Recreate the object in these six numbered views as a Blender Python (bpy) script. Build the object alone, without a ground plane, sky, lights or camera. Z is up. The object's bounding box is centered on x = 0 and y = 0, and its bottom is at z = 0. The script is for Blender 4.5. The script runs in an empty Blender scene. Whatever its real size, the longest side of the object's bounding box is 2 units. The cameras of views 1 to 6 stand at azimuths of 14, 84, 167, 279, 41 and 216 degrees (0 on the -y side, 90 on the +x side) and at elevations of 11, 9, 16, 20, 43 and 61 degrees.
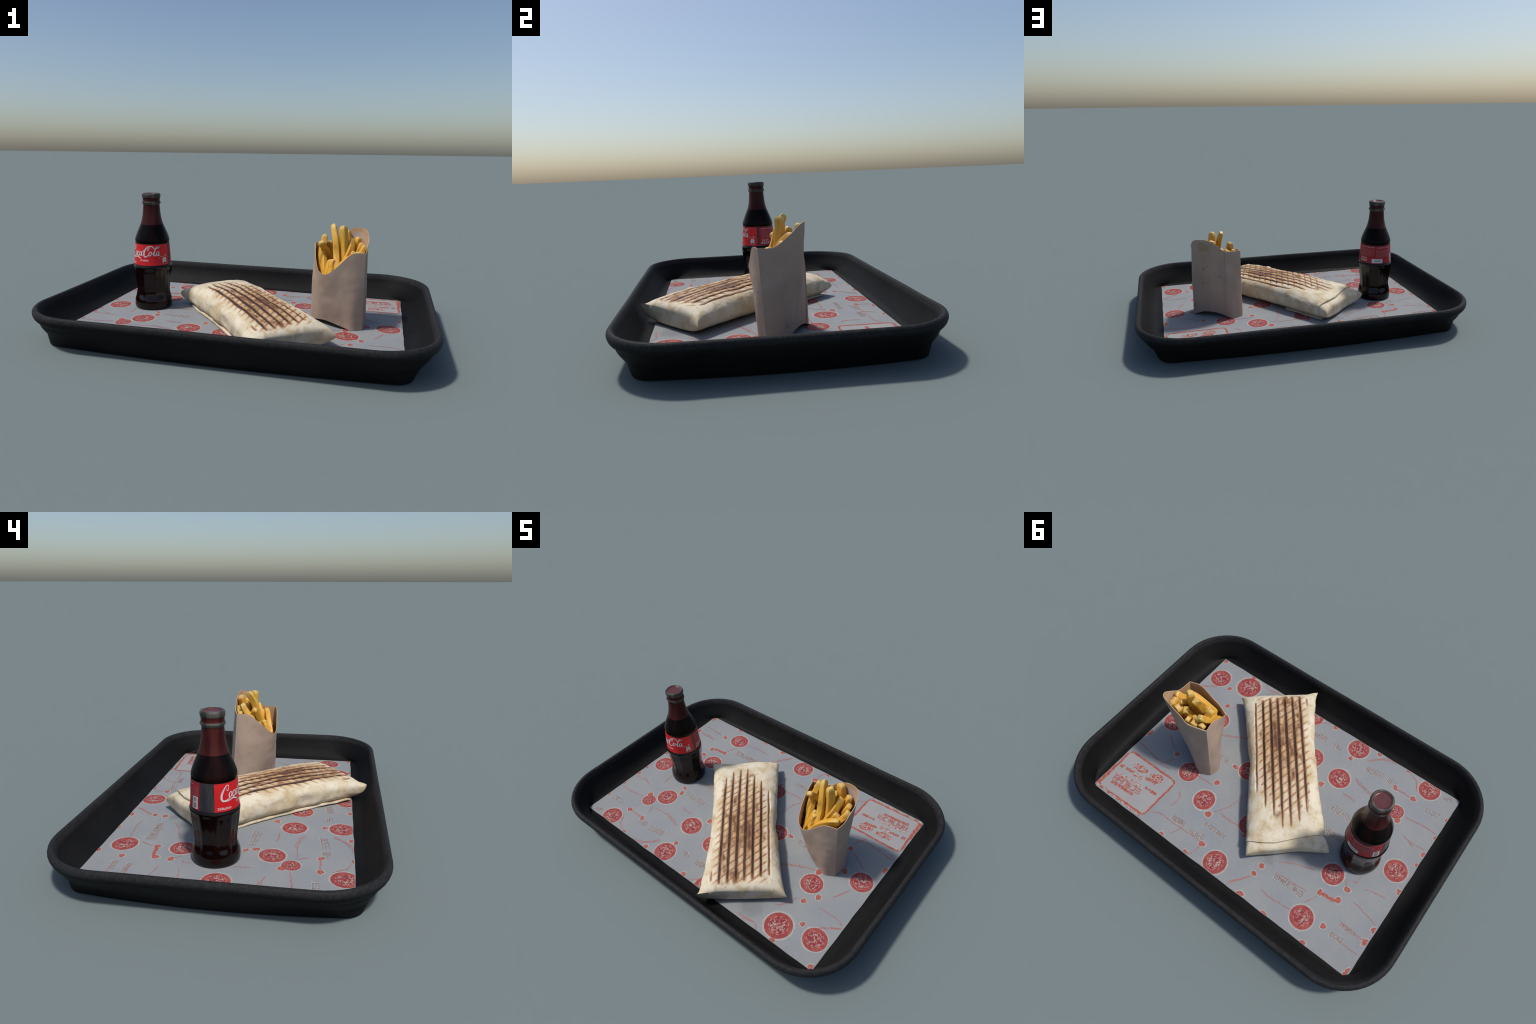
import bpy, bmesh, math, random
from math import sin, cos, pi, sqrt, exp, radians, atan2, hypot
from mathutils import Vector, Matrix, noise

random.seed(7)
SC = bpy.context.scene
COL = SC.collection

# ----------------------------------------------------------------- helpers
def smooth(e0, e1, x):
    t = max(0.0, min(1.0, (x - e0) / (e1 - e0)))
    return t * t * (3 - 2 * t)

def lerp(a, b, t):
    return a + (b - a) * t

def interp(tab, x):
    """piecewise smooth interpolation through (x, y) pairs (monotone x)"""
    if x <= tab[0][0]:
        return tab[0][1]
    for (x0, y0), (x1, y1) in zip(tab, tab[1:]):
        if x <= x1:
            return lerp(y0, y1, (x - x0) / (x1 - x0))
    return tab[-1][1]

def catmull(P, n, closed=False):
    """sample a Catmull-Rom curve through tuples of any dimension"""
    P = [tuple(p) for p in P]
    m = len(P)
    out = []
    segs = m if closed else m - 1
    for i in range(segs):
        p1, p2 = P[i % m], P[(i + 1) % m]
        p0 = P[(i - 1) % m] if closed or i > 0 else tuple(2 * a - b for a, b in zip(p1, p2))
        p3 = P[(i + 2) % m] if closed or i + 2 < m else tuple(2 * b - a for a, b in zip(p1, p2))
        for k in range(n):
            t = k / n
            out.append(tuple(0.5 * ((2 * b) + (-a + c) * t + (2 * a - 5 * b + 4 * c - d) * t * t + (-a + 3 * b - 3 * c + d) * t ** 3)
                             for a, b, c, d in zip(p0, p1, p2, p3)))
    if not closed:
        out.append(P[-1])
    return out

def resample(P, n):
    """n points evenly spaced along a polyline"""
    L = [0.0]
    for a, b in zip(P, P[1:]):
        L.append(L[-1] + (Vector(a) - Vector(b)).length)
    out, j = [], 0
    for i in range(n):
        s = L[-1] * i / (n - 1)
        while j < len(P) - 2 and L[j + 1] < s:
            j += 1
        d = L[j + 1] - L[j] or 1e-9
        t = max(0, min(1, (s - L[j]) / d))
        out.append(tuple(lerp(a, b, t) for a, b in zip(P[j], P[j + 1])))
    return out

def mesh_from(name, verts, faces, mat=None, angle=None, smooth_on=True):
    me = bpy.data.meshes.new(name)
    me.from_pydata([tuple(v) for v in verts], [], faces)
    bm = bmesh.new(); bm.from_mesh(me)
    bmesh.ops.recalc_face_normals(bm, faces=bm.faces)
    bm.to_mesh(me); bm.free()
    if smooth_on:
        me.shade_smooth()
        if angle is not None:
            me.set_sharp_from_angle(angle=radians(angle))
    if mat is not None:
        me.materials.append(mat)
    return me

def add(name, me, parent=None, loc=None, kind=None):
    ob = bpy.data.objects.new(name, me)
    COL.objects.link(ob)
    if parent is not None:
        ob.parent = parent
    if loc is not None:
        ob.location = loc
    if kind:
        ob["kind"] = kind
    return ob

def top(name, label, category, loc=(0, 0, 0), rot=0.0):
    e = bpy.data.objects.new(name, None)
    e.empty_display_size = 0.05
    COL.objects.link(e)
    e.location = loc
    e.rotation_euler = (0, 0, rot)
    e["label"] = label
    e["category"] = category
    return e

def grid_faces(rows, cols, close_cols=False, off=0):
    F = []
    cc = cols if close_cols else cols - 1
    for i in range(rows - 1):
        for j in range(cc):
            j2 = (j + 1) % cols
            F.append((off + i * cols + j, off + i * cols + j2, off + (i + 1) * cols + j2, off + (i + 1) * cols + j))
    return F

# ------------------------------------------------------------ node helpers
class N:
    """tiny wrapper to write node trees as expressions"""
    def __init__(s, name, rough=0.6, spec=0.5, metallic=0.0):
        s.m = bpy.data.materials.new(name)
        s.m.use_nodes = True
        s.t = s.m.node_tree
        s.t.nodes.clear()
        s.out = s.t.nodes.new("ShaderNodeOutputMaterial")
        s.b = s.t.nodes.new("ShaderNodeBsdfPrincipled")
        s.t.links.new(s.b.outputs[0], s.out.inputs[0])
        s.set(s.b, "Roughness", rough)
        s.set(s.b, "Specular IOR Level", spec)
        s.set(s.b, "Metallic", metallic)
    def set(s, node, key, v):
        i = node.inputs[key]
        if isinstance(v, bpy.types.NodeSocket):
            s.t.links.new(v, i)
        else:
            if isinstance(v, (tuple, list)) and len(v) == 3 and i.type == 'RGBA':
                v = (*v, 1)
            i.default_value = v
    def new(s, typ, **kw):
        n = s.t.nodes.new(typ)
        for k, v in kw.items():
            setattr(n, k, v)
        return n
    def coord(s, which="Object"):
        return s.new("ShaderNodeTexCoord").outputs[which]
    def xyz(s, v):
        n = s.new("ShaderNodeSeparateXYZ"); s.set(n, 0, v)
        return n.outputs
    def comb(s, x, y, z):
        n = s.new("ShaderNodeCombineXYZ")
        for i, q in enumerate((x, y, z)):
            s.set(n, i, q)
        return n.outputs[0]
    def mapping(s, v, scale=(1, 1, 1), loc=(0, 0, 0), rot=(0, 0, 0)):
        n = s.new("ShaderNodeMapping")
        s.set(n, "Vector", v); s.set(n, "Scale", scale); s.set(n, "Location", loc); s.set(n, "Rotation", rot)
        return n.outputs[0]
    def noise(s, v, scale, detail=4, rough=0.55, dist=0.0, w=None):
        n = s.new("ShaderNodeTexNoise")
        if w is not None:
            n.noise_dimensions = '4D'; s.set(n, "W", w)
        s.set(n, "Vector", v); s.set(n, "Scale", scale); s.set(n, "Detail", detail)
        s.set(n, "Roughness", rough); s.set(n, "Distortion", dist)
        return n.outputs[0]
    def voronoi(s, v, scale, feature='F1', out=0, rnd=1.0):
        n = s.new("ShaderNodeTexVoronoi", feature=feature)
        s.set(n, "Vector", v); s.set(n, "Scale", scale); s.set(n, "Randomness", rnd)
        return n.outputs[out]
    def math(s, op, a, b=None, c=None, clamp=False):
        n = s.new("ShaderNodeMath", operation=op, use_clamp=clamp)
        for i, q in enumerate((a, b, c)):
            if q is not None:
                s.set(n, i, q)
        return n.outputs[0]
    def step(s, x, e0, e1, to0=0.0, to1=1.0):
        n = s.new("ShaderNodeMapRange", interpolation_type='SMOOTHSTEP')
        s.set(n, 0, x); s.set(n, 1, e0); s.set(n, 2, e1); s.set(n, 3, to0); s.set(n, 4, to1)
        return n.outputs[0]
    def mix(s, f, a, b, mode='MIX'):
        n = s.new("ShaderNodeMix", data_type='RGBA', blend_type=mode)
        s.set(n, 0, f); s.set(n, 6, a); s.set(n, 7, b)
        return n.outputs[2]
    def dist(s, v, p):
        n = s.new("ShaderNodeVectorMath", operation='DISTANCE')
        s.set(n, 0, v); s.set(n, 1, p)
        return n.outputs["Value"]
    def ramp(s, f, stops, interp_mode='LINEAR'):
        n = s.new("ShaderNodeValToRGB")
        n.color_ramp.interpolation = interp_mode
        els = n.color_ramp.elements
        while len(els) < len(stops):
            els.new(0.5)
        for e, (p, c) in zip(els, stops):
            e.position = p
            e.color = (*c, 1) if len(c) == 3 else c
        s.set(n, 0, f)
        return n.outputs[0]
    def bump(s, h, strength=0.3, distance=0.01):
        n = s.new("ShaderNodeBump")
        s.set(n, "Height", h); s.set(n, "Strength", strength); s.set(n, "Distance", distance)
        s.set(s.b, "Normal", n.outputs[0])
    def rand(s):
        return s.new("ShaderNodeObjectInfo").outputs["Random"]
    def color(s, c):
        s.set(s.b, "Base Color", c)
        return s.m

def plain(name, c, rough=0.6, spec=0.4):
    n = N(name, rough, spec)
    v = n.noise(n.coord(), 60, 3)
    return n.color(n.mix(n.step(v, 0.3, 0.7), tuple(x * 0.88 for x in c), tuple(min(1, x * 1.1) for x in c)))

# =================================================================== TRAY
def mat_tray():
    n = N("black_tray_plastic", 0.6, 0.10)
    co = n.coord()
    z = n.xyz(co)[2]
    big = n.noise(co, 3.0, 3)
    fine = n.noise(n.mapping(co, (40, 40, 140)), 1.0, 5, 0.65)
    scuff = n.noise(co, 60, 6, 0.6, 1.2)
    base = n.mix(n.step(big, 0.3, 0.7), (0.0056, 0.0056, 0.0058), (0.0096, 0.0094, 0.0094))
    base = n.mix(n.math('MULTIPLY', n.step(fine, 0.5, 0.75), 0.35), base, (0.016, 0.016, 0.0165))
    # paler, grainy tone on the rolled rim only
    rim = n.step(z, 0.140, 0.160)
    rim_grain = n.math('MULTIPLY', rim, n.step(scuff, 0.40, 0.62))
    base = n.mix(n.math('ADD', n.math('MULTIPLY', rim_grain, 0.22), n.math('MULTIPLY', rim, 0.20)), base, (0.050, 0.050, 0.053))
    n.set(n.b, "Roughness", n.math('ADD', 0.46, n.math('MULTIPLY', scuff, 0.25)))
    n.bump(n.math('ADD', n.math('MULTIPLY', n.math('MULTIPLY', scuff, rim), 1.0), n.math('MULTIPLY', fine, 0.25)), 0.35, 0.006)
    return n.color(base)

def rounded_loop(X, Y, R, z, bx=0.0, by=0.0, corner=14, side=14):
    """rounded rectangle, sides optionally bowed outwards"""
    P = []
    for q, (sx, sy) in enumerate(((1, 1), (-1, 1), (-1, -1), (1, -1))):
        for k in range(corner):
            a = pi / 2 * (q + k / (corner - 1))
            P.append([sx * (X - R) + R * cos(a), sy * (Y - R) + R * sin(a)])
        # straight run towards the next corner
        nx, ny = ((-1, 1), (-1, -1), (1, -1), (1, 1))[q]
        a = pi / 2 * (q + 1)
        p0 = Vector(P[-1]); p1 = Vector((nx * (X - R) + R * cos(a), ny * (Y - R) + R * sin(a)))
        for k in range(1, side):
            P.append(list(p0.lerp(p1, k / side)))
    out = []
    for x, y in P:
        fx = 1 - abs(y / Y) ** 2.0
        fy = 1 - abs(x / X) ** 2.0
        out.append((x + (bx * fx * x / X), y + (by * fy * y / Y), z))
    return out

def build_tray():
    t = top("serving_tray", "black plastic cafeteria tray with rolled rim", "tray")
    mat = mat_tray()
    prof = [  # X, Y, R, z, bow along x, bow along y: the sides swell outwards between tucked-in foot corners
        (0.864, 0.594, 0.06, 0.000, 0.041, 0.034), (0.872, 0.601, 0.07, 0.003, 0.041, 0.035), (0.877, 0.606, 0.085, 0.014, 0.043, 0.039),
        (0.888, 0.614, 0.11, 0.036, 0.045, 0.045), (0.898, 0.622, 0.135, 0.052, 0.042, 0.044), (0.920, 0.639, 0.170, 0.070, 0.032, 0.034),
        (0.946, 0.661, 0.215, 0.092, 0.022, 0.022), (0.964, 0.676, 0.248, 0.113, 0.018, 0.015), (0.987, 0.696, 0.275, 0.130, 0.006, 0.005),
        (0.998, 0.7055, 0.288, 0.145, 0.0, 0.0), (1.000, 0.7075, 0.290, 0.158, 0.0, 0.0), (0.996, 0.704, 0.287, 0.170, 0.0, 0.0),
        (0.987, 0.696, 0.279, 0.177, 0.0, 0.0), (0.977, 0.686, 0.270, 0.176, 0.0, 0.0), (0.970, 0.679, 0.262, 0.167, 0.001, 0.001),
        (0.960, 0.670, 0.252, 0.150, 0.006, 0.005), (0.941, 0.653, 0.230, 0.122, 0.016, 0.014), (0.916, 0.630, 0.192, 0.092, 0.027, 0.022),
        (0.890, 0.608, 0.132, 0.067, 0.034, 0.026), (0.870, 0.595, 0.070, 0.050, 0.032, 0.022), (0.856, 0.583, 0.035, 0.0430, 0.018, 0.012),
        (0.60, 0.40, 0.03, 0.0425, 0.0, 0.0), (0.2, 0.14, 0.02, 0.0425, 0.0, 0.0)]
    SUB = 3            # extra rows keep every bend of the section round
    prof = catmull(prof[:21], SUB) + prof[21:]
    V, m = [], 0
    for row, (X, Y, R, z, bx, by) in enumerate(prof):
        L = rounded_loop(X, Y, R, z, bx, by)
        m = len(L)
        for x, y, zz in L:
            w = noise.noise(Vector((x * 4, y * 4, z * 20))) * 0.0018 if 0.05 < z < 0.2 else 0
            if row >= 16 * SUB:      # the floor of the well slopes slightly towards the right-hand end
                zz -= (0.0035 + 0.0065 * x) * smooth(0.12, 0.05, z) if z > 0.05 else 0.0035 + 0.0065 * x
            V.append((x * (1 + w * 0.4), y * (1 + w * 0.4), zz + (w if z > 0.1 else 0)))
    F = grid_faces(len(prof), m, True)
    F.append(tuple(range(m))[::-1])
    o = (len(prof) - 1) * m
    F.append(tuple(range(o, o + m)))
    # one continuous surface cut into three named regions sharing border vertices and normals
    whole = mesh_from("whole_tray", V, F, mat, 40)
    nor = [Vector(v.normal) for v in whole.vertices]
    region = {"outer_wall": [], "rim": [], "tray_well": []}
    for p in whole.polygons:
        row = min(p.vertices) // m
        if len(p.vertices) > 4:
            key = "outer_wall" if row == 0 else "tray_well"
        else:
            key = "outer_wall" if row < 7 * SUB else ("rim" if row < 15 * SUB else "tray_well")
        region[key].append(tuple(p.vertices))
    for key, faces in region.items():
        used = sorted({i for f in faces for i in f})
        idx = {g: l for l, g in enumerate(used)}
        me = bpy.data.meshes.new(key)
        me.from_pydata([whole.vertices[i].co[:] for i in used], [], [tuple(idx[i] for i in f) for f in faces])
        me.materials.append(mat)
        me.shade_smooth()
        me.normals_split_custom_set_from_vertices([nor[i] for i in used])
        add(key, me, t)
    bpy.data.meshes.remove(whole)

# ========================================================= PRINTED LINER
PAPER_Z = 0.0425
PAPER_TILT = 0.0065
SHEET = (-0.853, 0.843, -0.567, 0.580)      # extent of the printed area

def mat_paper():
    n = N("greaseproof_paper", 0.75, 0.2)
    co = n.coord()
    weave = n.noise(n.mapping(co, (60, 260, 60)), 1.0, 4)
    weave2 = n.noise(n.mapping(co, (260, 50, 60)), 1.0, 4)
    blot = n.noise(co, 4.5, 4)
    speck = n.noise(co, 170, 2)
    c = n.mix(n.step(blot, 0.35, 0.65), (0.234, 0.247, 0.262), (0.260, 0.269, 0.269))
    c = n.mix(n.math('MULTIPLY', n.step(weave, 0.45, 0.7), 0.25), c, (0.210, 0.222, 0.243))
    c = n.mix(n.math('MULTIPLY', n.step(weave2, 0.5, 0.75), 0.3), c, (0.34, 0.35, 0.36))
    c = n.mix(n.math('MULTIPLY', n.step(speck, 0.62, 0.75), 0.4), c, (0.37, 0.38, 0.38))
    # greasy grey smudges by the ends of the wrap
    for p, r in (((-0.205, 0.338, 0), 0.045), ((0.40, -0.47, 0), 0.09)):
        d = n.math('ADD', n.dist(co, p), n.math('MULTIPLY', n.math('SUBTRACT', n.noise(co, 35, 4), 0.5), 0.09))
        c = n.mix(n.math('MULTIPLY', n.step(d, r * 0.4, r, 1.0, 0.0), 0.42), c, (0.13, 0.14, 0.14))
    n.bump(n.math('ADD', n.math('MULTIPLY', weave, 0.5), n.noise(co, 14, 5, 0.6, 0.8)), 0.22, 0.006)
    return n.color(c)

def print_red(name, a, b, pale, amount):
    n = N(name, 0.7, 0.2)
    co = n.coord()
    v = n.noise(co, 55, 4)
    c = n.mix(n.step(v, 0.35, 0.68), a, b)
    c = n.mix(n.step(n.noise(co, 130, 2), 1 - amount - 0.05, 1 - amount + 0.05), c, pale)
    return n.color(c)

def mat_roundel():
    """red medallion: solid ring outside, pale scribbled emblem inside"""
    n = N("red_medallion_ink", 0.7, 0.2)
    co = n.coord()
    r = n.rand()
    x, y, _ = n.xyz(co)
    rad = n.math('SQRT', n.math('ADD', n.math('POWER', x, 2.0), n.math('POWER', y, 2.0)))
    ang = n.math('ARCTAN2', y, x)
    shift = n.comb(n.math('MULTIPLY', r, 3.1), n.math('MULTIPLY', r, 7.7), 0.0)
    va = n.new("ShaderNodeVectorMath", operation='ADD'); n.set(va, 0, co); n.set(va, 1, shift)
    p = va.outputs[0]
    wob = n.noise(p, 40, 2)
    red = n.mix(n.step(n.noise(p, 30, 3), 0.4, 0.65), (0.270, 0.048, 0.048), (0.325, 0.085, 0.072))
    inner_red = (0.225, 0.026, 0.040)
    rr = n.math('ADD', rad, n.math('MULTIPLY', n.math('SUBTRACT', wob, 0.5), 0.012))
    inside = n.step(rr, 0.036, 0.041, 1.0, 0.0)
    c = n.mix(n.math('MULTIPLY', inside, 0.85), red, inner_red)
    # scribbles: edges of cells, broken up
    curl = n.math('ABSOLUTE', n.math('SUBTRACT', n.noise(p, 34, 2, 0.6, 0.6), 0.5))
    scr = n.step(curl, 0.014, 0.034, 1.0, 0.0)
    edge = n.step(n.voronoi(p, 62, 'DISTANCE_TO_EDGE'), 0.04, 0.10, 1.0, 0.0)
    scr = n.math('MAXIMUM', scr, n.math('MULTIPLY', edge, n.step(n.noise(p, 70, 2), 0.50, 0.56)))
    scr = n.math('MULTIPLY', scr, n.step(rr, 0.033, 0.038, 1.0, 0.0))
    pale = (0.40, 0.33, 0.265)
    c = n.mix(n.math('MULTIPLY', scr, 0.85), c, pale)
    # dashed pale ring around the emblem
    ring = n.step(n.math('ABSOLUTE', n.math('SUBTRACT', rr, 0.0405)), 0.0010, 0.0030, 1.0, 0.0)
    dash = n.step(n.math('SINE', n.math('MULTIPLY', ang, n.math('ADD', 7.0, n.math('MULTIPLY', r, 4)))), -0.3, 0.1)
    c = n.mix(n.math('MULTIPLY', n.math('MULTIPLY', ring, dash), 0.65), c, (0.42, 0.27, 0.23))
    return n.color(c)

def notice_paper():
    n = N("notice_paper", 0.75, 0.2)
    v = n.noise(n.coord(), 7, 4)
    return n.color(n.mix(n.step(v, 0.35, 0.65), (0.285, 0.285, 0.292), (0.312, 0.300, 0.296)))

def flat_poly(pts, z0, z1):
    """thin raised slab from an outline: (verts, faces)"""
    k = len(pts)
    V = [(x, y, z1) for x, y in pts] + [(x, y, z0) for x, y in pts]
    F = [tuple(range(k))] + [(i, k + i, k + (i + 1) % k, (i + 1) % k) for i in range(k)]
    return V, F

def ribbon(pts, w, zt, rnd, rough=0.35):
    """hand-inked stroke of varying width along a polyline, flat on the paper"""
    C = resample(catmull(pts, 8), max(6, int(sum(hypot(a[0]-b[0], a[1]-b[1]) for a, b in zip(pts, pts[1:])) / 0.008)))
    V, F = [], []
    k = len(C)
    ph = rnd.random() * 50
    for i, (x, y) in enumerate(C):
        a, b = C[max(0, i - 1)], C[min(k - 1, i + 1)]
        d = Vector((b[0] - a[0], b[1] - a[1])).normalized()
        nn = Vector((-d.y, d.x))
        ww = w * (1 + 1.3 * rough * noise.noise(Vector((ph, i * 0.45, 0)))) * min(1, 0.35 + 0.5 * min(i, k - 1 - i))
        off = nn * noise.noise(Vector((ph + 9, i * 0.35, 0))) * 0.004
        V.append((x + off.x + nn.x * ww / 2, y + off.y + nn.y * ww / 2, zt))
        V.append((x + off.x - nn.x * ww / 2, y + off.y - nn.y * ww / 2, zt))
    F = [(2 * i, 2 * i + 1, 2 * i + 3, 2 * i + 2) for i in range(k - 1)]
    return V, F

def blob_outline(r, rnd, n=20, rough=0.25, sx=1.0, sy=1.0):
    ph = rnd.random() * 100
    return [(r * sx * cos(2 * pi * i / n) * (1 + rough * noise.noise(Vector((ph + 1.3 * cos(2 * pi * i / n), 1.3 * sin(2 * pi * i / n), 0))) * 2),
             r * sy * sin(2 * pi * i / n) * (1 + rough * noise.noise(Vector((ph + 1.3 * cos(2 * pi * i / n), 1.3 * sin(2 * pi * i / n), 5))) * 2)) for i in range(n)]

class Bag:
    """collects loose geometry into one mesh"""
    def __init__(s, trim=None): s.V, s.F, s.trim = [], [], trim
    def put(s, V, F):
        o = len(s.V)
        if s.trim:
            x0, x1, y0, y1 = s.trim
            V = [(max(x0, min(x1, v[0])), max(y0, min(y1, v[1])), v[2]) for v in V]
        s.V += [tuple(v) for v in V]
        s.F += [tuple(i + o for i in f) for f in F]
    def mesh(s, name, mat, smooth_on=False):
        return mesh_from(name, s.V, s.F, mat, None, smooth_on)

def scribble_glyphs(x0, y0, x1, y1, h, rnd, w, z, bag):
    """a row of boxy, unreadable letter shapes running from one point to the other"""
    L = hypot(x1 - x0, y1 - y0)
    ux, uy = (x1 - x0) / L, (y1 - y0) / L
    cw = h * 0.82
    k = max(2, int(L / cw))
    for i in range(k):
        if rnd.random() < 0.08:
            continue
        gx = i * L / k
        gw = L / k * 0.74
        hh = h * rnd.uniform(0.8, 1.05)
        segs = []
        kind = rnd.randrange(6)
        if kind != 4: segs.append(((0, 0), (0, hh)))
        if kind not in (1, 5): segs.append(((gw, 0), (gw, hh)))
        if kind not in (3,): segs.append(((0, hh), (gw, hh)))
        if kind not in (2,): segs.append(((0, 0), (gw, 0)))
        if rnd.random() < 0.75: segs.append(((0, hh * 0.5), (gw, hh * 0.5)))
        if rnd.random() < 0.3: segs.append(((gw * 0.5, 0), (gw * 0.5, hh)))
        for (ax, ay), (bx, by) in segs:
            jit = lambda: rnd.uniform(-1, 1) * w * 0.5
            a = (gx + ax + jit(), ay - h / 2 + jit()); b = (gx + bx + jit(), by - h / 2 + jit())
            d = Vector((b[0] - a[0], b[1] - a[1]))
            if d.length < 1e-5: continue
            d.normalize(); nn = Vector((-d.y, d.x)) * w * 0.5 * rnd.uniform(0.7, 1.3)
            q = [(a[0] + nn.x, a[1] + nn.y), (b[0] + nn.x, b[1] + nn.y), (b[0] - nn.x, b[1] - nn.y), (a[0] - nn.x, a[1] - nn.y)]
            zz = z + rnd.random() * 0.00012
            bag.put([(x0 + ux * px - uy * py, y0 + uy * px + ux * py, zz) for px, py in q], [(0, 1, 2, 3)])

def build_liner():
    t = top("tray_liner", "grey paper liner with red medallion print", "paper liner", (0, 0, PAPER_Z))
    t.rotation_euler = (0, PAPER_TILT, 0)
    rnd = random.Random(11)
    # --- the sheet, gently cockled, its corners running into the tray corners
    cx, cy = 70, 50
    cor = [(-0.856, -0.571), (0.850, -0.570), (0.845, 0.589), (-0.861, 0.580)]
    def sheet(u, v):
        a = Vector(cor[0]).lerp(Vector(cor[1]), u); b = Vector(cor[3]).lerp(Vector(cor[2]), u)
        p = a.lerp(b, v)
        e = min(u, 1 - u, v, 1 - v)
        j = (1 - smooth(0, 0.03, e)) * 0.0025
        return (p.x + j * noise.noise(Vector((v * 14, u * 3, 1))), p.y + j * noise.noise(Vector((u * 18, v * 3, 4))))
    V = []
    for s in (0, 1):
        for j in range(cy + 1):
            for i in range(cx + 1):
                x, y = sheet(i / cx, j / cy)
                V.append((x, y, -0.0022 * s))
    F = grid_faces(cy + 1, cx + 1) + grid_faces(cy + 1, cx + 1, False, (cx + 1) * (cy + 1))
    o = (cx + 1) * (cy + 1)
    ring = [i for i in range(cx + 1)] + [(j * (cx + 1) + cx) for j in range(1, cy + 1)] + \
           [cy * (cx + 1) + i for i in range(cx - 1, -1, -1)] + [j * (cx + 1) for j in range(cy - 1, 0, -1)]
    for a, b in zip(ring, ring[1:] + ring[:1]):
        F.append((a, b, b + o, a + o))
    add("paper_sheet", mesh_from("paper_sheet", V, F, mat_paper(), 50), t)

    halo = plain("pale_print_halo", (0.345, 0.342, 0.325), 0.75, 0.2)
    red = print_red("red_print_ink", (0.31, 0.066, 0.058), (0.36, 0.115, 0.085), (0.42, 0.29, 0.21), 0.36)
    redline = print_red("faded_red_line_ink", (0.30, 0.155, 0.155), (0.36, 0.125, 0.11), (0.28, 0.255, 0.27), 0.42)
    grey = print_red("grey_letter_ink", (0.175, 0.145, 0.145), (0.24, 0.165, 0.155), (0.37, 0.355, 0.325), 0.36)
    # --- medallions (x, y, radius)
    rounds = [(-0.777, -0.009, .060), (-0.528, 0.204, .058), (-0.531, -0.210, .060), (-0.686, -0.528, .060), (-0.239, -0.284, .062),
              (-0.605, -0.300, .042), (-0.222, -0.516, .062), (0.580, -0.479, .075), (0.769, -0.428, .063), (0.567, -0.172, .061),
              (-0.039, -0.305, .060), (0.125, -0.548, .062), (0.198, -0.009, .060), (-0.001, 0.525, .063), (-0.528, 0.480, .061),
              (-0.016, 0.246, .060), (0.773, 0.000, .062), (0.469, 0.204, .059), (0.282, 0.286, .061)]
    mr = mat_roundel()
    k = 40
    base = [(cos(2 * pi * i / k), sin(2 * pi * i / k)) for i in range(k)]
    Vd = [(0.06 * x, 0.06 * y, 0) for x, y in base] + [(0.06 * x, 0.06 * y, -0.0006) for x, y in base]
    disc = mesh_from("medallion", Vd, [tuple(range(k))] + [(i, k + i, k + (i + 1) % k, (i + 1) % k) for i in range(k)], mr, None, False)
    hb = Bag(SHEET)
    for x, y, r in rounds:
        turn, s = rnd.uniform(0, 6.28), r / 0.06
        over = max(abs(x - 0.5 * (SHEET[0] + SHEET[1])) + r - 0.5 * (SHEET[1] - SHEET[0]), abs(y - 0.5 * (SHEET[2] + SHEET[3])) + r - 0.5 * (SHEET[3] - SHEET[2]))
        if over > 0:           # printed across the edge of the sheet: cut off with it
            me = disc.copy()
            for v in me.vertices:
                v.co.x = max(SHEET[0], min(SHEET[1], x + v.co.x * s)) / s - x / s
                v.co.y = max(SHEET[2], min(SHEET[3], y + v.co.y * s)) / s - y / s
            ob = add("medallion", me, t, (x, y, 0.0010))
            ob.scale = (s, s, 1)
        else:
            ob = add("medallion", disc, t, (x, y, 0.0010))
            ob.rotation_euler = (0, 0, turn)
            ob.scale = (s * rnd.uniform(0.97, 1.03), s * rnd.uniform(0.97, 1.03), 1)
        out = blob_outline(r * 1.12, rnd, 40, 0.03)
        Vh, Fh = flat_poly([(x + a, y + b) for a, b in out], -0.0004, 0.0005)
        hb.put(Vh, Fh)
    # --- small red marks (x, y), most of them on joints of the drawn lines and along the edge
    marks = [(-.637, -.259), (-.638, -.427), (-.524, -.427), (-.484, -.131), (-.501, -.085), (-.177, -.191), (-.218, -.433), (.279, .018),
             (.596, -.285), (.644, -.221), (.672, -.398), (-.201, .448), (-.029, .317), (.601, .157), (.664, .006), (.555, -.085),
             (.297, .161), (.207, .338), (-.643, -.424), (.120, .490), (-.639, .450), (-.209, .392), (-.529, .323),
             (-.626, .300), (-.631, .226)]
    edge = [(-.532, -.565), (-.852, -.42), (-.853, -.294), (-.852, -.173), (-.850, -.103), (-.853, .079), (-.850, .572), (-.028, -.565),
            (.605, -.564), (.837, -.556), (-.600, .578), (-.367, .579), (-.207, .578), (.160, .581), (.329, .583), (.838, .137),
            (.838, .151), (-.340, -.565), (-.852, .318), (-.848, .390), (-.850, .552), (-.222, -.565)]
    rb = Bag(SHEET)
    def mark(x, y, r, sx, sy):
        out = blob_outline(r, rnd, 16, 0.28, sx, sy)
        a = rnd.uniform(0, 6.28)
        out = [(px * cos(a) - py * sin(a), px * sin(a) + py * cos(a)) for px, py in out]
        Vm, Fm = flat_poly([(x + p, y + q) for p, q in out], -0.0003, 0.0009 + rnd.random() * 0.00015)
        rb.put(Vm, Fm)
        Vm, Fm = flat_poly([(x + p * 1.35, y + q * 1.35) for p, q in out], -0.0003, 0.00030 + rnd.random() * 0.00015)
        hb.put(Vm, Fm)
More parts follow.
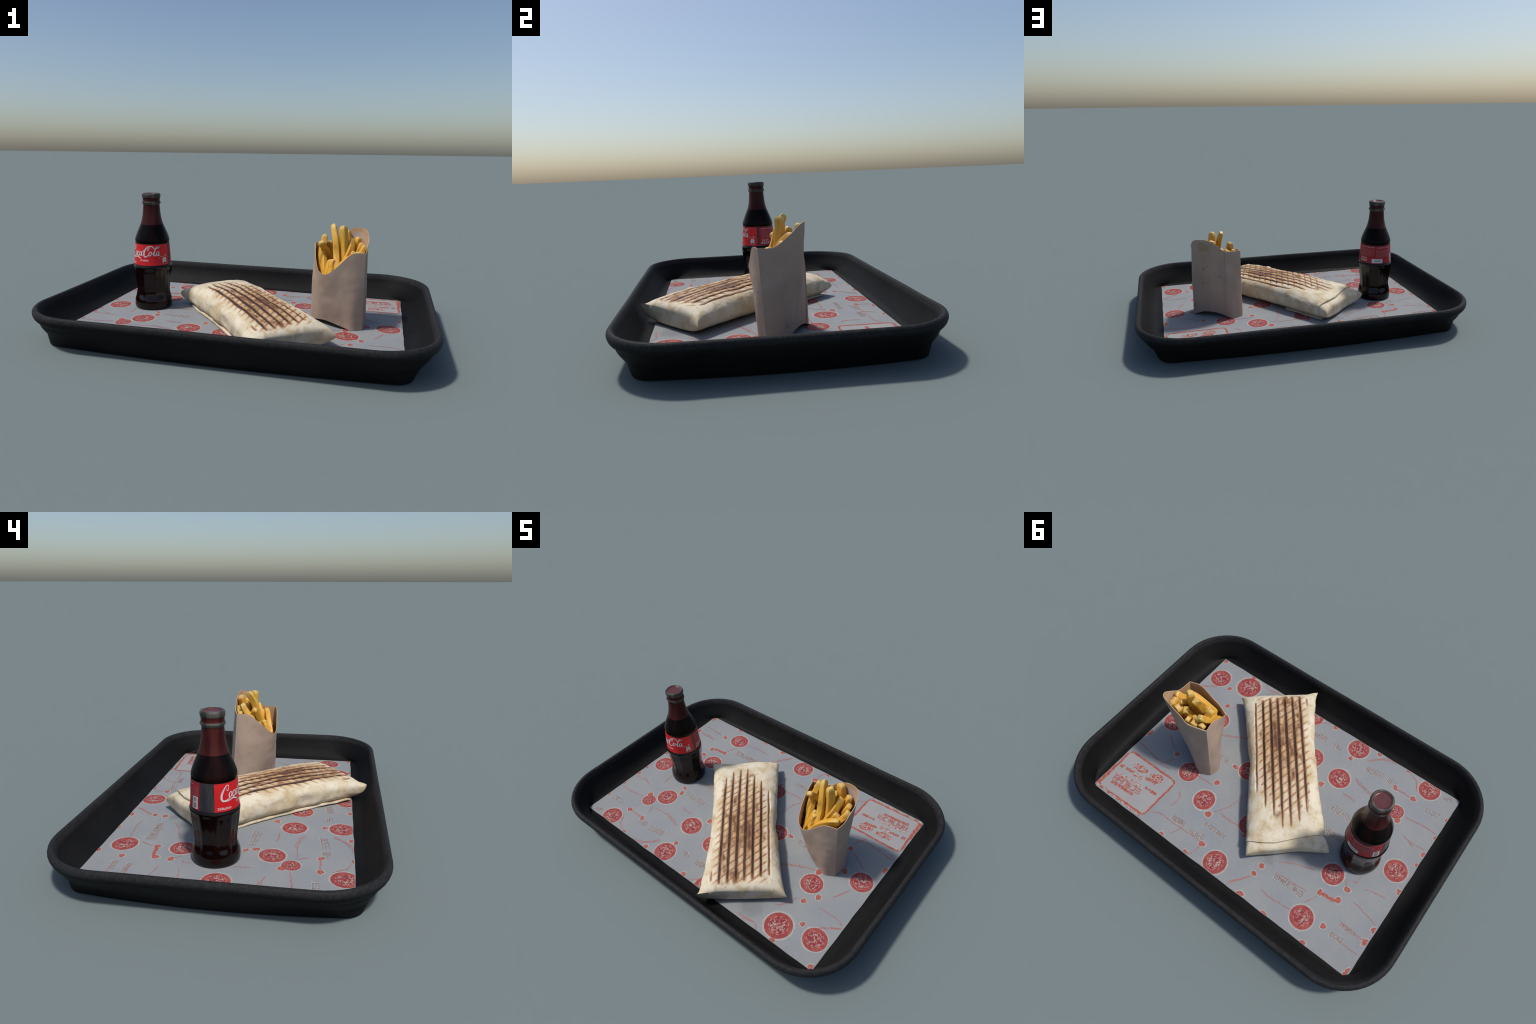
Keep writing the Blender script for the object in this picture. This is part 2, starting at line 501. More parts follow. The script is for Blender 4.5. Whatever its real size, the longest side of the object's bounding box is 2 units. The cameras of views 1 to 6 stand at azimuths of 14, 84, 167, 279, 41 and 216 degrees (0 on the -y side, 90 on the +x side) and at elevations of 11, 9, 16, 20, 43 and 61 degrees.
    for x, y in marks:
        mark(x, y, rnd.uniform(0.014, 0.019), rnd.uniform(0.85, 1.2), rnd.uniform(0.7, 0.95))
    for x, y in edge:
        mark(x, y, rnd.uniform(0.014, 0.022), rnd.uniform(0.8, 1.2), rnd.uniform(0.6, 0.9))
    # --- drawn lines joining the marks
    lines_a = [
        [(-0.126, 0.571), (-0.194, 0.478)], [(0.159, 0.582), (0.129, 0.559), (0.121, 0.489)], [(-0.280, 0.491), (-0.350, 0.496), (-0.463, 0.483)],
        [(-0.493, 0.413), (-0.517, 0.372), (-0.525, 0.344)], [(-0.263, 0.324), (-0.335, 0.281), (-0.382, 0.264), (-0.445, 0.240)],
        [(-0.699, 0.174), (-0.761, 0.153), (-0.813, 0.149)], [(-0.692, 0.260), (-0.769, 0.273), (-0.845, 0.292)], [(-0.595, 0.186), (-0.631, 0.226)],
        [(-0.631, 0.166), (-0.649, 0.167), (-0.654, 0.126)], [(0.297, 0.547), (0.271, 0.493), (0.271, 0.447)], [(0.348, 0.492), (0.242, 0.488), (0.138, 0.485)],
        [(0.160, 0.291), (0.105, 0.297), (0.060, 0.293), (0.000, 0.286)], [(-0.705, 0.382), (-0.777, 0.389), (-0.829, 0.387)],
        [(-0.684, 0.461), (-0.779, 0.463), (-0.845, 0.461)], [(-0.293, 0.375), (-0.396, 0.364), (-0.474, 0.361)], [(0.845, -0.296), (0.744, -0.369)],
        [(0.730, 0.087), (0.669, 0.122), (0.605, 0.152)], [(0.835, 0.230), (0.759, 0.241), (0.676, 0.251), (0.626, 0.246), (0.594, 0.193)],
        [(0.433, 0.329), (0.399, 0.361), (0.408, 0.430)], [(0.192, 0.311), (0.142, 0.226), (0.123, 0.137), (0.121, 0.089)], [(0.428, 0.191), (0.308, 0.189)],
        [(0.478, -0.111), (0.339, -0.180)], [(0.469, 0.519), (0.417, 0.493), (0.341, 0.492)], [(0.508, -0.568), (0.469, -0.543), (0.403, -0.563)],
        [(-0.311, -0.476), (-0.357, -0.527), (-0.420, -0.565)], [(-0.545, -0.560), (-0.599, -0.532), (-0.635, -0.476)]]
    lines_b = [
        [(-0.317, -0.333), (-0.376, -0.314), (-0.437, -0.302)], [(-0.308, -0.216), (-0.353, -0.219), (-0.398, -0.209)], [(-0.529, -0.422), (-0.639, -0.425)],
        [(-0.668, -0.299), (-0.745, -0.315), (-0.808, -0.316)], [(-0.718, -0.202), (-0.782, -0.177)], [(0.077, -0.494), (0.053, -0.544), (0.021, -0.562)],
        [(-0.846, -0.201), (-0.780, -0.192), (-0.700, -0.204)], [(-0.845, -0.315), (-0.755, -0.318), (-0.663, -0.301)],
        [(-0.529, -0.323), (-0.425, -0.314), (-0.311, -0.342)], [(-0.598, -0.427), (-0.542, -0.428)], [(-0.546, -0.316), (-0.527, -0.372)],
        [(-0.453, -0.562), (-0.384, -0.556), (-0.303, -0.480)], [(-0.655, -0.051), (-0.646, -0.135)], [(0.367, -0.555), (0.461, -0.542), (0.487, -0.549)],
        [(0.362, -0.165), (0.442, -0.120), (0.547, -0.083)], [(0.495, -0.399), (0.541, -0.339), (0.559, -0.287)], [(-0.199, 0.464), (-0.121, 0.567)],
        [(0.636, 0.147), (0.690, 0.109), (0.738, 0.078)], [(0.682, -0.270), (0.793, -0.267), (0.835, -0.287)], [(0.746, -0.361), (0.835, -0.299)],
        [(0.703, -0.174), (0.751, -0.083)], [(0.565, 0.257), (0.655, 0.269)], [(0.297, -0.296), (0.396, -0.324), (0.465, -0.393)]]
    lb = Bag(SHEET)
    for ln in lines_a + lines_b:
        Vl, Fl = ribbon(ln, rnd.uniform(0.0040, 0.0062), 0.00065 + rnd.random() * 0.0001, rnd)
        lb.put(Vl, Fl)
    for ln in ([(-.529, .323), (-.619, .312)], [(-.637, -.262), (-.604, -.300)]):
        Vl, Fl = ribbon(ln, 0.016, 0.0008, rnd)
        rb.put(Vl, Fl)
    # --- faint captions
    caps = [(-.294, .385, -.472, .388, .030), (.187, .391, .042, .389, .022), (.353, .467, .266, .461, .024), (.220, .475, .130, .456, .026),
            (-.308, -.112, -.450, -.108, .036), (-.70, .389, -.785, .391, .022), (-.69, .460, -.752, .453, .020),
            (-.323, -.433, -.520, -.452, .032), (-.088, -.452, -.175, -.456, .030), (.046, -.450, -.037, -.455, .032),
            (-.340, .022, -.465, .020, .030), (-.728, -.414, -.813, -.410, .026), (-.773, -.537, -.819, -.545, .022), (.442, -.115, .374, -.117, .022),
            (.412, .017, .336, .018, .026), (.345, .467, .278, .467, .024), (-.303, .388, -.43, .388, .012)]
    gb = Bag(SHEET)
    for x0, y0, x1, y1, h in caps:
        rest = rnd.getstate()
        scribble_glyphs(x0 + 0.0025, y0 + 0.0035, x1 + 0.0025, y1 + 0.0035, h, rnd, 0.0058, 0.0004, hb)      # pale misregistered shadow of the letters
        rnd.setstate(rest)
        scribble_glyphs(x0, y0, x1, y1, h, rnd, 0.0046, 0.0006, gb)
    # --- framed notice in the corner of the sheet
    ob = Bag()
    frame = [(.512, .300), (.815, .302), (.832, .318), (.826, .560), (.812, .574), (.502, .560), (.486, .545), (.484, .318), (.492, .302), (.512, .300)]
    for a, b in zip(frame, frame[1:]):
        Vl, Fl = ribbon([a, b], 0.0120, 0.0008 + rnd.random() * 0.0001, rnd, 0.06)
        rb.put(Vl, Fl)
    inside = [(x * 0.985 + 0.010, y * 0.985 + 0.0065) for x, y in frame[:-1]]
    Vp, Fp = flat_poly(inside, -0.0004, 0.00025)
    ob.put(Vp, Fp)
    def red_row(x0, y0, x1, y1, h, back=True):
        if back:
            Vl, Fl = ribbon([(x0, y0), (x1, y1)], h * 1.25, 0.00060 + rnd.random() * 0.0001, rnd, 0.5)
            rb.put(Vl, Fl)
            scribble_glyphs(x0, y0, x1, y1, h * 0.9, rnd, 0.0042, 0.00085, hb)
        else:
            scribble_glyphs(x0, y0, x1, y1, h, rnd, 0.0052, 0.0008, rb)
    red_row(.655, .350, .750, .362, .030); red_row(.545, .345, .630, .352, .036)
    red_row(.570, .375, .640, .385, .016, False)
    red_row(.645, .404, .722, .398, .022); red_row(.718, .400, .815, .412, .014, False)
    red_row(.612, .440, .800, .455, .014); red_row(.605, .472, .795, .486, .034, False)
    red_row(.625, .505, .780, .515, .014, False); red_row(.52, .425, .60, .43, .012, False)
    red_row(.50, .578, .838, .580, .016); red_row(.835, .57, .838, .42, .014, False)
    add("red_mark", rb.mesh("red_mark", red), t, kind="stuff")
    add("drawn_line", lb.mesh("drawn_line", redline), t, kind="stuff")
    add("caption_lettering", gb.mesh("caption_lettering", grey), t, kind="stuff")
    add("pale_outline", hb.mesh("pale_outline", halo), t, kind="stuff")
    add("notice_panel", ob.mesh("notice_panel", notice_paper()), t)

# ================================================================== WRAP
WRAP_O = (0.036, -0.110)
WRAP_ROT = atan2(0.774, -0.634)
LINE0, LINE_D = -0.115, 0.0433
LINE_FAR = [(-0.158, -0.365), (-0.115, 0.325), (-0.072, 0.370), (-0.030, 0.395), (0.0125, 0.405), (0.056, 0.335), (0.099, 0.288), (0.142, 0.203)]
LINE_NEAR = [(-0.158, -0.445), (-0.115, -0.463), (-0.03, -0.458), (0.058, -0.443), (0.142, -0.418)]
DIAG_D, DIAG_S = 0.0489, 0.78

def groove(a, b):
    """depth 0..1 of the pressed grill marks at wrap coordinates (a along, b across)"""
    k = round((b - LINE0) / LINE_D)
    g = 0.0
    if -1 <= k <= 6:
        bk = LINE0 + k * LINE_D
        d = abs(b - bk)
        far, near = interp(LINE_FAR, bk), interp(LINE_NEAR, bk)
        g = (1 - smooth(0.002, 0.0085, d)) * smooth(near - 0.005, near + 0.03, a) * (1 - smooth(far - 0.06, far, a))
    if -0.165 < b < 0.14:
        ph = (a - DIAG_S * b) / DIAG_D
        d = abs(ph - round(ph)) * DIAG_D
        far = interp(LINE_FAR, max(-0.115, b)) - 0.10
        g = max(g, 0.55 * (1 - smooth(0.002, 0.008, d)) * smooth(-0.47, -0.44, a) * (1 - smooth(far - 0.02, far + 0.02, a))
                * smooth(-0.165, -0.13, b) * (1 - smooth(0.12, 0.14, b)))
    return g

def mat_tortilla(grilled=True):
    n = N("toasted_tortilla" if grilled else "tortilla_fold", 0.62, 0.25)
    co = n.coord()
    x, y, z = n.xyz(co)
    a = x
    b = n.math('MULTIPLY', y, -1.0)
    big = n.noise(co, 9, 5, 0.6)
    mid = n.noise(co, 26, 4, 0.6)
    fine = n.noise(co, 110, 3, 0.6)
    c = n.mix(n.step(big, 0.35, 0.68), (0.68, 0.605, 0.465), (0.54, 0.435, 0.275))
    c = n.mix(n.math('MULTIPLY', n.step(mid, 0.50, 0.70), 0.60), c, (0.45, 0.325, 0.155))
    c = n.mix(n.math('MULTIPLY', n.step(mid, 0.30, 0.45, 1.0, 0.0), 0.5), c, (0.70, 0.65, 0.535))
    c = n.mix(n.math('MULTIPLY', n.step(fine, 0.62, 0.74), 0.25), c, (0.36, 0.25, 0.13))
    if grilled:
        topm = n.step(z, 0.128, 0.145)
        wob = n.math('MULTIPLY', n.math('SUBTRACT', n.noise(co, 45, 3), 0.5), 0.006)
        bw = n.math('ADD', b, wob)
        ph = n.math('DIVIDE', n.math('SUBTRACT', bw, LINE0), LINE_D)
        rk = n.math('ROUND', ph)
        d = n.math('MULTIPLY', n.math('ABSOLUTE', n.math('SUBTRACT', ph, rk)), LINE_D)
        bk = n.math('ADD', n.math('MULTIPLY', rk, LINE_D), LINE0)
        def curve(tab):
            f = n.new("ShaderNodeFloatCurve")
            cu = f.mapping.curves[0]
            pts = [((bb + 0.2) / 0.4, (aa + 0.5)) for bb, aa in tab]
            while len(cu.points) < len(pts):
                cu.points.new(0.5, 0.5)
            for p, q in zip(cu.points, pts):
                p.location = q; p.handle_type = 'VECTOR'
            f.mapping.update()
            n.set(f, "Value", n.math('DIVIDE', n.math('ADD', bk, 0.2), 0.4))
            return n.math('SUBTRACT', f.outputs[0], 0.5)
        far, near = curve(LINE_FAR), curve(LINE_NEAR)
        inb = n.math('MULTIPLY', n.step(rk, -1.3, -0.9), n.step(rk, 6.1, 6.5, 1.0, 0.0))
        rel = n.math('SUBTRACT', far, a)
        endf = n.step(rel, 0.0, 0.16)
        span = n.math('MULTIPLY', n.step(n.math('SUBTRACT', a, near), -0.006, 0.012), n.step(rel, 0.0, 0.03))
        # warm toast between the lines, heaviest in the middle
        ctr = n.math('SQRT', n.math('ADD', n.math('POWER', n.math('DIVIDE', n.math('ADD', a, 0.14), 0.36), 2.0),
                                    n.math('POWER', n.math('DIVIDE', n.math('ADD', b, 0.0), 0.15), 2.0)))
        heat = n.step(ctr, 0.15, 1.15, 1.0, 0.0)
        wid = n.math('MULTIPLY', n.math('ADD', 0.0030, n.math('ADD', n.math('MULTIPLY', endf, 0.0032), n.math('MULTIPLY', heat, 0.0022))), n.step(rk, 5.1, 5.9, 1.0, 0.62))
        core = n.math('DIVIDE', d, wid)
        inside = n.math('MULTIPLY', n.math('MULTIPLY', inb, span), topm)
        line = n.math('MULTIPLY', n.step(core, 0.60, 1.30, 1.0, 0.0), inside)
        lhalo = n.math('MULTIPLY', n.step(core, 0.8, 2.9, 1.0, 0.0), inside)
        # region that was pressed on the grill
        gfar = n.math('SUBTRACT', far, 0.10)
        area = n.math('MULTIPLY', n.step(bw, -0.168, -0.125), n.step(bw, 0.12, 0.145, 1.0, 0.0))
        area = n.math('MULTIPLY', area, n.math('MULTIPLY', n.step(a, -0.475, -0.44), n.step(n.math('SUBTRACT', a, n.math('MAXIMUM', gfar, 0.1)), -0.02, 0.05, 1.0, 0.0)))
        area = n.math('MULTIPLY', area, topm)
        aw = n.math('ADD', a, n.math('MULTIPLY', wob, 1.2))
        dp = n.math('DIVIDE', n.math('SUBTRACT', aw, n.math('MULTIPLY', b, DIAG_S)), DIAG_D)
        dd = n.math('MULTIPLY', n.math('ABSOLUTE', n.math('SUBTRACT', dp, n.math('ROUND', dp))), DIAG_D)
        diag = n.math('MULTIPLY', n.step(dd, 0.002, 0.0085, 1.0, 0.0), area)
        diag = n.math('MULTIPLY', diag, n.step(n.noise(co, 22, 3), 0.30, 0.48))
        dhalo = n.math('MULTIPLY', n.step(dd, 0.005, 0.014, 1.0, 0.0), area)
        c = n.mix(n.math('MULTIPLY', area, n.math('ADD', 0.20, n.math('MULTIPLY', heat, n.step(mid, 0.3, 0.6, 0.35, 0.78)))), c, (0.62, 0.375, 0.160))
        c = n.mix(n.math('MULTIPLY', dhalo, 0.35), c, (0.46, 0.24, 0.085))
        c = n.mix(n.math('MULTIPLY', diag, 0.85), c, n.mix(heat, (0.32, 0.145, 0.060), (0.20, 0.085, 0.040)))
        # charred patches, smeared along the bars
        burn = n.math('ADD', n.noise(n.mapping(co, (0.55, 1, 1)), 16, 3, 0.5), n.math('MULTIPLY', heat, 0.10))
        c = n.mix(n.math('MULTIPLY', n.step(burn, 0.55, 0.72), n.math('MULTIPLY', area, 0.75)), c, (0.31, 0.135, 0.045))
        scorch = n.math('MULTIPLY', n.step(ctr, 0.10, 0.95, 1.0, 0.0), n.step(n.noise(n.mapping(co, (0.7, 1, 1)), 19, 4, 0.62), 0.40, 0.62))
        c = n.mix(n.math('MULTIPLY', n.math('MULTIPLY', scorch, area), 0.85), c, (0.095, 0.042, 0.025))
        c = n.mix(n.math('MULTIPLY', n.step(burn, 0.62, 0.75), n.math('MULTIPLY', area, 0.85)), c, (0.070, 0.032, 0.022))
        c = n.mix(n.math('MULTIPLY', lhalo, 0.62), c, (0.32, 0.145, 0.058))
        hot = n.math('MULTIPLY', n.math('MULTIPLY', n.step(n.math('SUBTRACT', a, near), -0.01, 0.05), endf), n.step(rk, 5.1, 5.9, 1.0, 0.30))
        hot = n.math('MULTIPLY', hot, n.step(n.noise(co, 30, 3), 0.25, 0.50, 0.70, 1.0))
        c = n.mix(n.math('MULTIPLY', line, 0.95), c, n.mix(hot, (0.23, 0.095, 0.042), (0.030, 0.017, 0.015)))
        sp = n.dist(n.comb(a, b, 0.0), (0.322, 0.044, 0.0))
        sp = n.math('ADD', sp, n.math('MULTIPLY', n.math('SUBTRACT', mid, 0.5), 0.085))
        c = n.mix(n.math('MULTIPLY', n.step(sp, 0.004, 0.034, 1.0, 0.0), n.math('MULTIPLY', topm, 0.75)), c, (0.10, 0.042, 0.018))
    n.bump(n.math('ADD', n.math('MULTIPLY', mid, 0.7), n.math('MULTIPLY', fine, 0.3)), 0.25, 0.004)
    # baked dough is slightly translucent
    return n.color(c)

TOPZ = [(-0.49, 0.158), (-0.45, 0.170), (-0.35, 0.183), (-0.2, 0.194), (0.0, 0.200), (0.2, 0.197), (0.32, 0.187), (0.42, 0.172), (0.47, 0.164)]
WIDE = [(-0.49, 0.222), (-0.40, 0.208), (-0.25, 0.195), (-0.05, 0.188), (0.12, 0.189), (0.3, 0.198), (0.45, 0.208)]
SEAM = [(-0.21, 0.420), (-0.178, 0.424), (-0.06, 0.442), (0.0, 0.453), (0.06, 0.463), (0.13, 0.458), (0.21, 0.438)]

def wrap_section(a, th, hs, shrink=0.0):
    """point of the rolled body at length a, angle th; hs is the height scale used to close an end"""
    w = interp(WIDE, a) - shrink
    zt = interp(TOPZ, a) - shrink
    zb = 0.0445 + shrink * 0.4
    c, s = cos(th), sin(th)
    if isinstance(hs, tuple):
        hs = hs[0] if s > 0 else hs[1]
    b = w * math.copysign(abs(c) ** 0.58, c)
    q = 0.62 if s > 0 else 0.50
    f = math.copysign(abs(s) ** q, s)
    lean = 0.118 - 0.11 * b if a < 0 else 0.100 - 0.05 * b
    zc = lean if hs < 0.999 else lean
    zc = lerp(0.112, lean, 1 - hs)
    z = zc + (zt - zc) * f * hs if f > 0 else zc + (zc - zb) * f * hs
    # the belly bulges low, the top edge is tucked in
    if s > 0:
        b *= 1 - 0.075 * f * f
    else:
        b *= 1 - 0.08 * f * f
    return b, z

def lump(a, b, z):
    p = Vector((a, b, z))
    return noise.noise(p * 7) * 0.0060 + noise.noise(p * 19 + Vector((3, 1, 7))) * 0.0030 + noise.noise(p * 45) * 0.0010

def finish(a, b, z, amt=1.0):
    l = lump(a, b, z) * amt
    out = 1 if abs(b) > 0.12 else abs(b) / 0.12
    bb = b + math.copysign(l * 1.2 * out, b)
    zz = z + (l * 0.8 if z > 0.09 else 0)
    if z > 0.125:
        zz -= 0.0060 * groove(a, b) * smooth(0.125, 0.145, z)
        # blister beside the grill marks and a dimple in the long side
        zz += 0.008 * exp(-(((a + 0.245) / 0.018) ** 2 + ((b + 0.165) / 0.02) ** 2))
    bb += 0.016 * exp(-(((a + 0.13) / 0.05) ** 2 + ((z - 0.10) / 0.03) ** 2)) * (1 if b < -0.1 else 0)
    bb -= 0.010 * exp(-(((a + 0.05) / 0.07) ** 2 + ((z - 0.12) / 0.05) ** 2)) * (1 if b > 0.1 else 0)
    return bb, max(zz, 0.0448)

def end_cap(V, o, n):
    """close a ring with strips joining its upper half to its lower half"""
    return [(o + j, o + (j + 1), o + (n - j - 1) % n, o + (n - j) % n) if j else (o, o + 1, o + n - 1) for j in range(n // 2)]

def build_wrap():
    t = top("tortilla_wrap", "grilled tortilla wrap with brown griddle marks", "wrap", (WRAP_O[0], WRAP_O[1], 0), WRAP_ROT)
    nth = 220
    ths = [2 * pi * j / nth for j in range(nth)]
    # --- body: closed pillow end at the near side, open end over the fold
    V = []
    rows = 0
    near_n, long_n = 34, 250
    a_end, ext, ex = -0.428, 0.060, 3.1
    for i in range(near_n):
        ph = pi / 2 * (1 - i / near_n)
        q = max(0.0, cos(ph))
        hs = 0.16 + 0.84 * q ** (2 / ex)
        both = (hs, 0.30 + 0.70 * q ** (2 / 5.0))
        a0 = a_end - ext * sin(ph) ** (2 / ex)
        for th in ths:
            b, z = wrap_section(a0, th, both)
            # the two corners stick out as pinched ears
            ear = smooth(0.10, 0.225, abs(b)) * (1 - hs)
            aa = a0 - ear * 0.016
            bb = b * (1 + 0.05 * ear)
            pinch = -0.004 * exp(-((abs(b) - 0.165) / 0.03) ** 2) * (1 - hs) ** 0.5
            bb2, zz = finish(aa, bb, z, 0.6)
            V.append((aa - pinch, -bb2, zz))
        rows += 1
    for i in range(long_n + 1):
        u = i / long_n
        for th in ths:
            b0, _ = wrap_section(0.42, th, 1)
            a0 = lerp(a_end, interp(SEAM, b0), u)
            b, z = wrap_section(a0, th, 1)
            b, z = finish(a0, b, z)
            V.append((a0, -b, z))
        rows += 1
    # thickness of the sheet at the open end: turn the edge inwards
    for k, (sh, back) in enumerate(((0.004, 0.001), (0.009, 0.0), (0.011, -0.02), (0.012, -0.07))):
        for th in ths:
            b0, _ = wrap_section(0.42, th, 1)
            a0 = interp(SEAM, b0) + back
            b, z = wrap_section(a0, th, 1, sh)
            b, z = finish(a0, b, z, 0.8)
            V.append((a0, -b, z))
        rows += 1
    F = grid_faces(rows, nth, True)
    F += end_cap(V, 0, nth)
    tort = mat_tortilla()
    fold_m = mat_tortilla(False)
    add("tortilla_body", mesh_from("tortilla_body", V, F, tort, 55), t)
    # --- folded end tucked under the top sheet
    V, rows = [], 0
    fa, fe, fx = 0.405, 0.090, 3.0
    mid_n, end_n = 14, 40
    def fold_pt(a0, th, hs):
        b, z = wrap_section(min(a0, 0.45), th, hs, 0.009)
        drop = 0.004 * smooth(0.43, 0.49, a0)
        if z > 0.1: z -= drop * (z - 0.1) / 0.06
        bb, zz = finish(a0, b, z, 1.0)
        return bb, zz
    for i in range(mid_n):
        a0 = lerp(0.33, fa, i / mid_n)
        for th in ths:
            b, z = fold_pt(a0, th, 1)
            V.append((a0, -b, z))
        rows += 1
    for i in range(end_n + 1):
        ph = pi / 2 * i / end_n
        q = max(0.0, cos(ph))
        hs = 0.24 + 0.76 * q ** (2 / fx)
        both = (hs, 0.30 + 0.70 * q ** (2 / 4.0))
        a0 = fa + fe * sin(ph) ** (2 / fx)
        for th in ths:
            b, z = fold_pt(a0, th, both)
            ear = smooth(0.12, 0.21, abs(b)) * smooth(0.40, 0.475, a0)
            bb = b * (1 + (0.10 if b < 0 else 0.05) * ear)
            aa = a0 + 0.008 * ear - 0.012 * exp(-((b + 0.05) / 0.09) ** 2) * smooth(0.44, 0.48, a0)
            # rolled lip: a crease running just above the lower edge
            if 0.065 < z < 0.09:
                aa -= 0.004 * (1 - hs)
            V.append((aa, -bb, z))
        rows += 1
    add("end_fold", mesh_from("end_fold", V, grid_faces(rows, nth, True) + end_cap(V, (rows - 1) * nth, nth), fold_m, 55), t)
    # --- free edges of the sheet showing at the foot of the long sides
    def side_flap(a0, a1, sgn, wide, lift):
        n, V = 90, []
        for i in range(n + 1):
            u = i / n
            a = lerp(a0, a1, u)
            tap = min(1, 6 * u, 6 * (1 - u))
            w = interp(WIDE, a)
            inn = w * 0.76
            outer = w * 0.90 + wide * tap + noise.noise(Vector((a * 13, sgn, 2))) * 0.005
            zl = 0.0465 + lift * (0.5 + 0.5 * noise.noise(Vector((a * 9, sgn * 3, 0)))) * tap
            th = 0.0075
            prof = [(inn, 0.0455), (lerp(inn, outer, 0.7), 0.0455 + (zl - 0.0465) * 0.5), (outer, zl), (outer + 0.001, zl + th * 0.5), (outer - 0.001, zl + th),
                    (lerp(inn, outer, 0.6), zl + th * 1.25), (inn, 0.0455 + th + 0.016)]
            V += [(a, -sgn * b, z) for b, z in prof]
        F = grid_faces(n + 1, 7, True)
        F += [tuple(range(7)), tuple(range(n * 7, n * 7 + 7))]
        add("side_flap", mesh_from("side_flap", V, F, fold_m, 50), t)
    side_flap(-0.43, -0.20, -1, 0.017, 0.012)
    side_flap(-0.24, 0.40, -1, 0.012, 0.006)
    side_flap(0.16, 0.445, 1, 0.004, 0.004)

# ================================================================ BOTTLE
BOT = (-0.582, 0.033)
PROFILE = [(0.0, 0.0495), (0.088, 0.0490), (0.100, 0.0498), (0.1060, 0.054), (0.1078, 0.064), (0.1080, 0.078), (0.1062, 0.095), (0.1020, 0.114),
           (0.0975, 0.134), (0.0955, 0.150), (0.0968, 0.172), (0.0997, 0.198), (0.1033, 0.225), (0.1068, 0.255), (0.1090, 0.282), (0.1092, 0.295),
           (0.1068, 0.303), (0.1040, 0.307), (0.1020, 0.330), (0.0995, 0.370), (0.0972, 0.410), (0.0960, 0.431), (0.0968, 0.437), (0.0974, 0.446),
           (0.0952, 0.458), (0.0902, 0.473), (0.0822, 0.494), (0.0730, 0.515), (0.0645, 0.536), (0.0575, 0.558), (0.0525, 0.582), (0.0495, 0.605),
           (0.0475, 0.630), (0.0465, 0.647), (0.0480, 0.651), (0.0522, 0.6555), (0.0525, 0.661), (0.0505, 0.6655), (0.0484, 0.669), (0.0484, 0.681),
           (0.0500, 0.6875), (0.0516, 0.692), (0.0520, 0.701), (0.0508, 0.708), (0.0475, 0.7115), (0.0430, 0.7115), (0.0400, 0.709), (0.0385, 0.7065),
           (0.0360, 0.7055), (0.0200, 0.7050), (0.0, 0.705)]
LABEL = (0.309, 0.428)

def bottle_radius(z):
    out = [(zz, r) for r, zz in PROFILE[1:44]]
    return interp(out, z)

def flute(z, phi):
    """vertical flutes on the waist and lower body: narrow ribs between hollow panels"""
    amp = 0.0040 * smooth(0.095, 0.135, z) * (1 - smooth(0.270, 0.298, z))
    c = abs(cos(phi * 5 + 0.35))
    return -amp * (1 - c ** 6.0) if amp > 0 else 0

def mat_glass(name, dark, light, rough=0.16, streak=0.0, spec=0.28):
    n = N(name, rough, spec)
    co = n.coord()
    x, y, z = n.xyz(co)
    ang = n.math('ARCTAN2', y, x)
    v = n.noise(n.comb(n.math('COSINE', ang), n.math('SINE', ang), n.math('MULTIPLY', z, 3.5)), 1.6, 1)
    c = n.mix(n.step(v, 0.38, 0.68), dark, light)
    if streak:
        s = n.noise(n.comb(n.math('MULTIPLY', n.math('COSINE', ang), 9), n.math('MULTIPLY', n.math('SINE', ang), 9), n.math('MULTIPLY', z, 6)), 1.0, 4)
        c = n.mix(n.math('MULTIPLY', n.step(s, 0.48, 0.72), streak), c, (0.115, 0.085, 0.08))
    return n.color(c)

def on_cylinder(phi, z, off):
    r = bottle_radius(z) + off
    return (r * sin(phi), -r * cos(phi), z)

def label_patch(name, parent, mat, p0, p1, z0, z1, off, nphi=60, nz=10, thick=0.0012):
    """curved sheet wrapped on the bottle between two angles"""
    V = []
    for s in (off, off - thick):
        for j in range(nz + 1):
            for i in range(nphi + 1):
                V.append(on_cylinder(lerp(p0, p1, i / nphi), lerp(z0, z1, j / nz), s))
    o = (nz + 1) * (nphi + 1)
    F = grid_faces(nz + 1, nphi + 1) + grid_faces(nz + 1, nphi + 1, False, o)
    ring = [i for i in range(nphi + 1)] + [j * (nphi + 1) + nphi for j in range(1, nz + 1)] + \
           [nz * (nphi + 1) + i for i in range(nphi - 1, -1, -1)] + [j * (nphi + 1) for j in range(nz - 1, 0, -1)]
    F += [(a, b, b + o, a + o) for a, b in zip(ring, ring[1:] + ring[:1])]
    return add(name, mesh_from(name, V, F, mat, 40), parent)

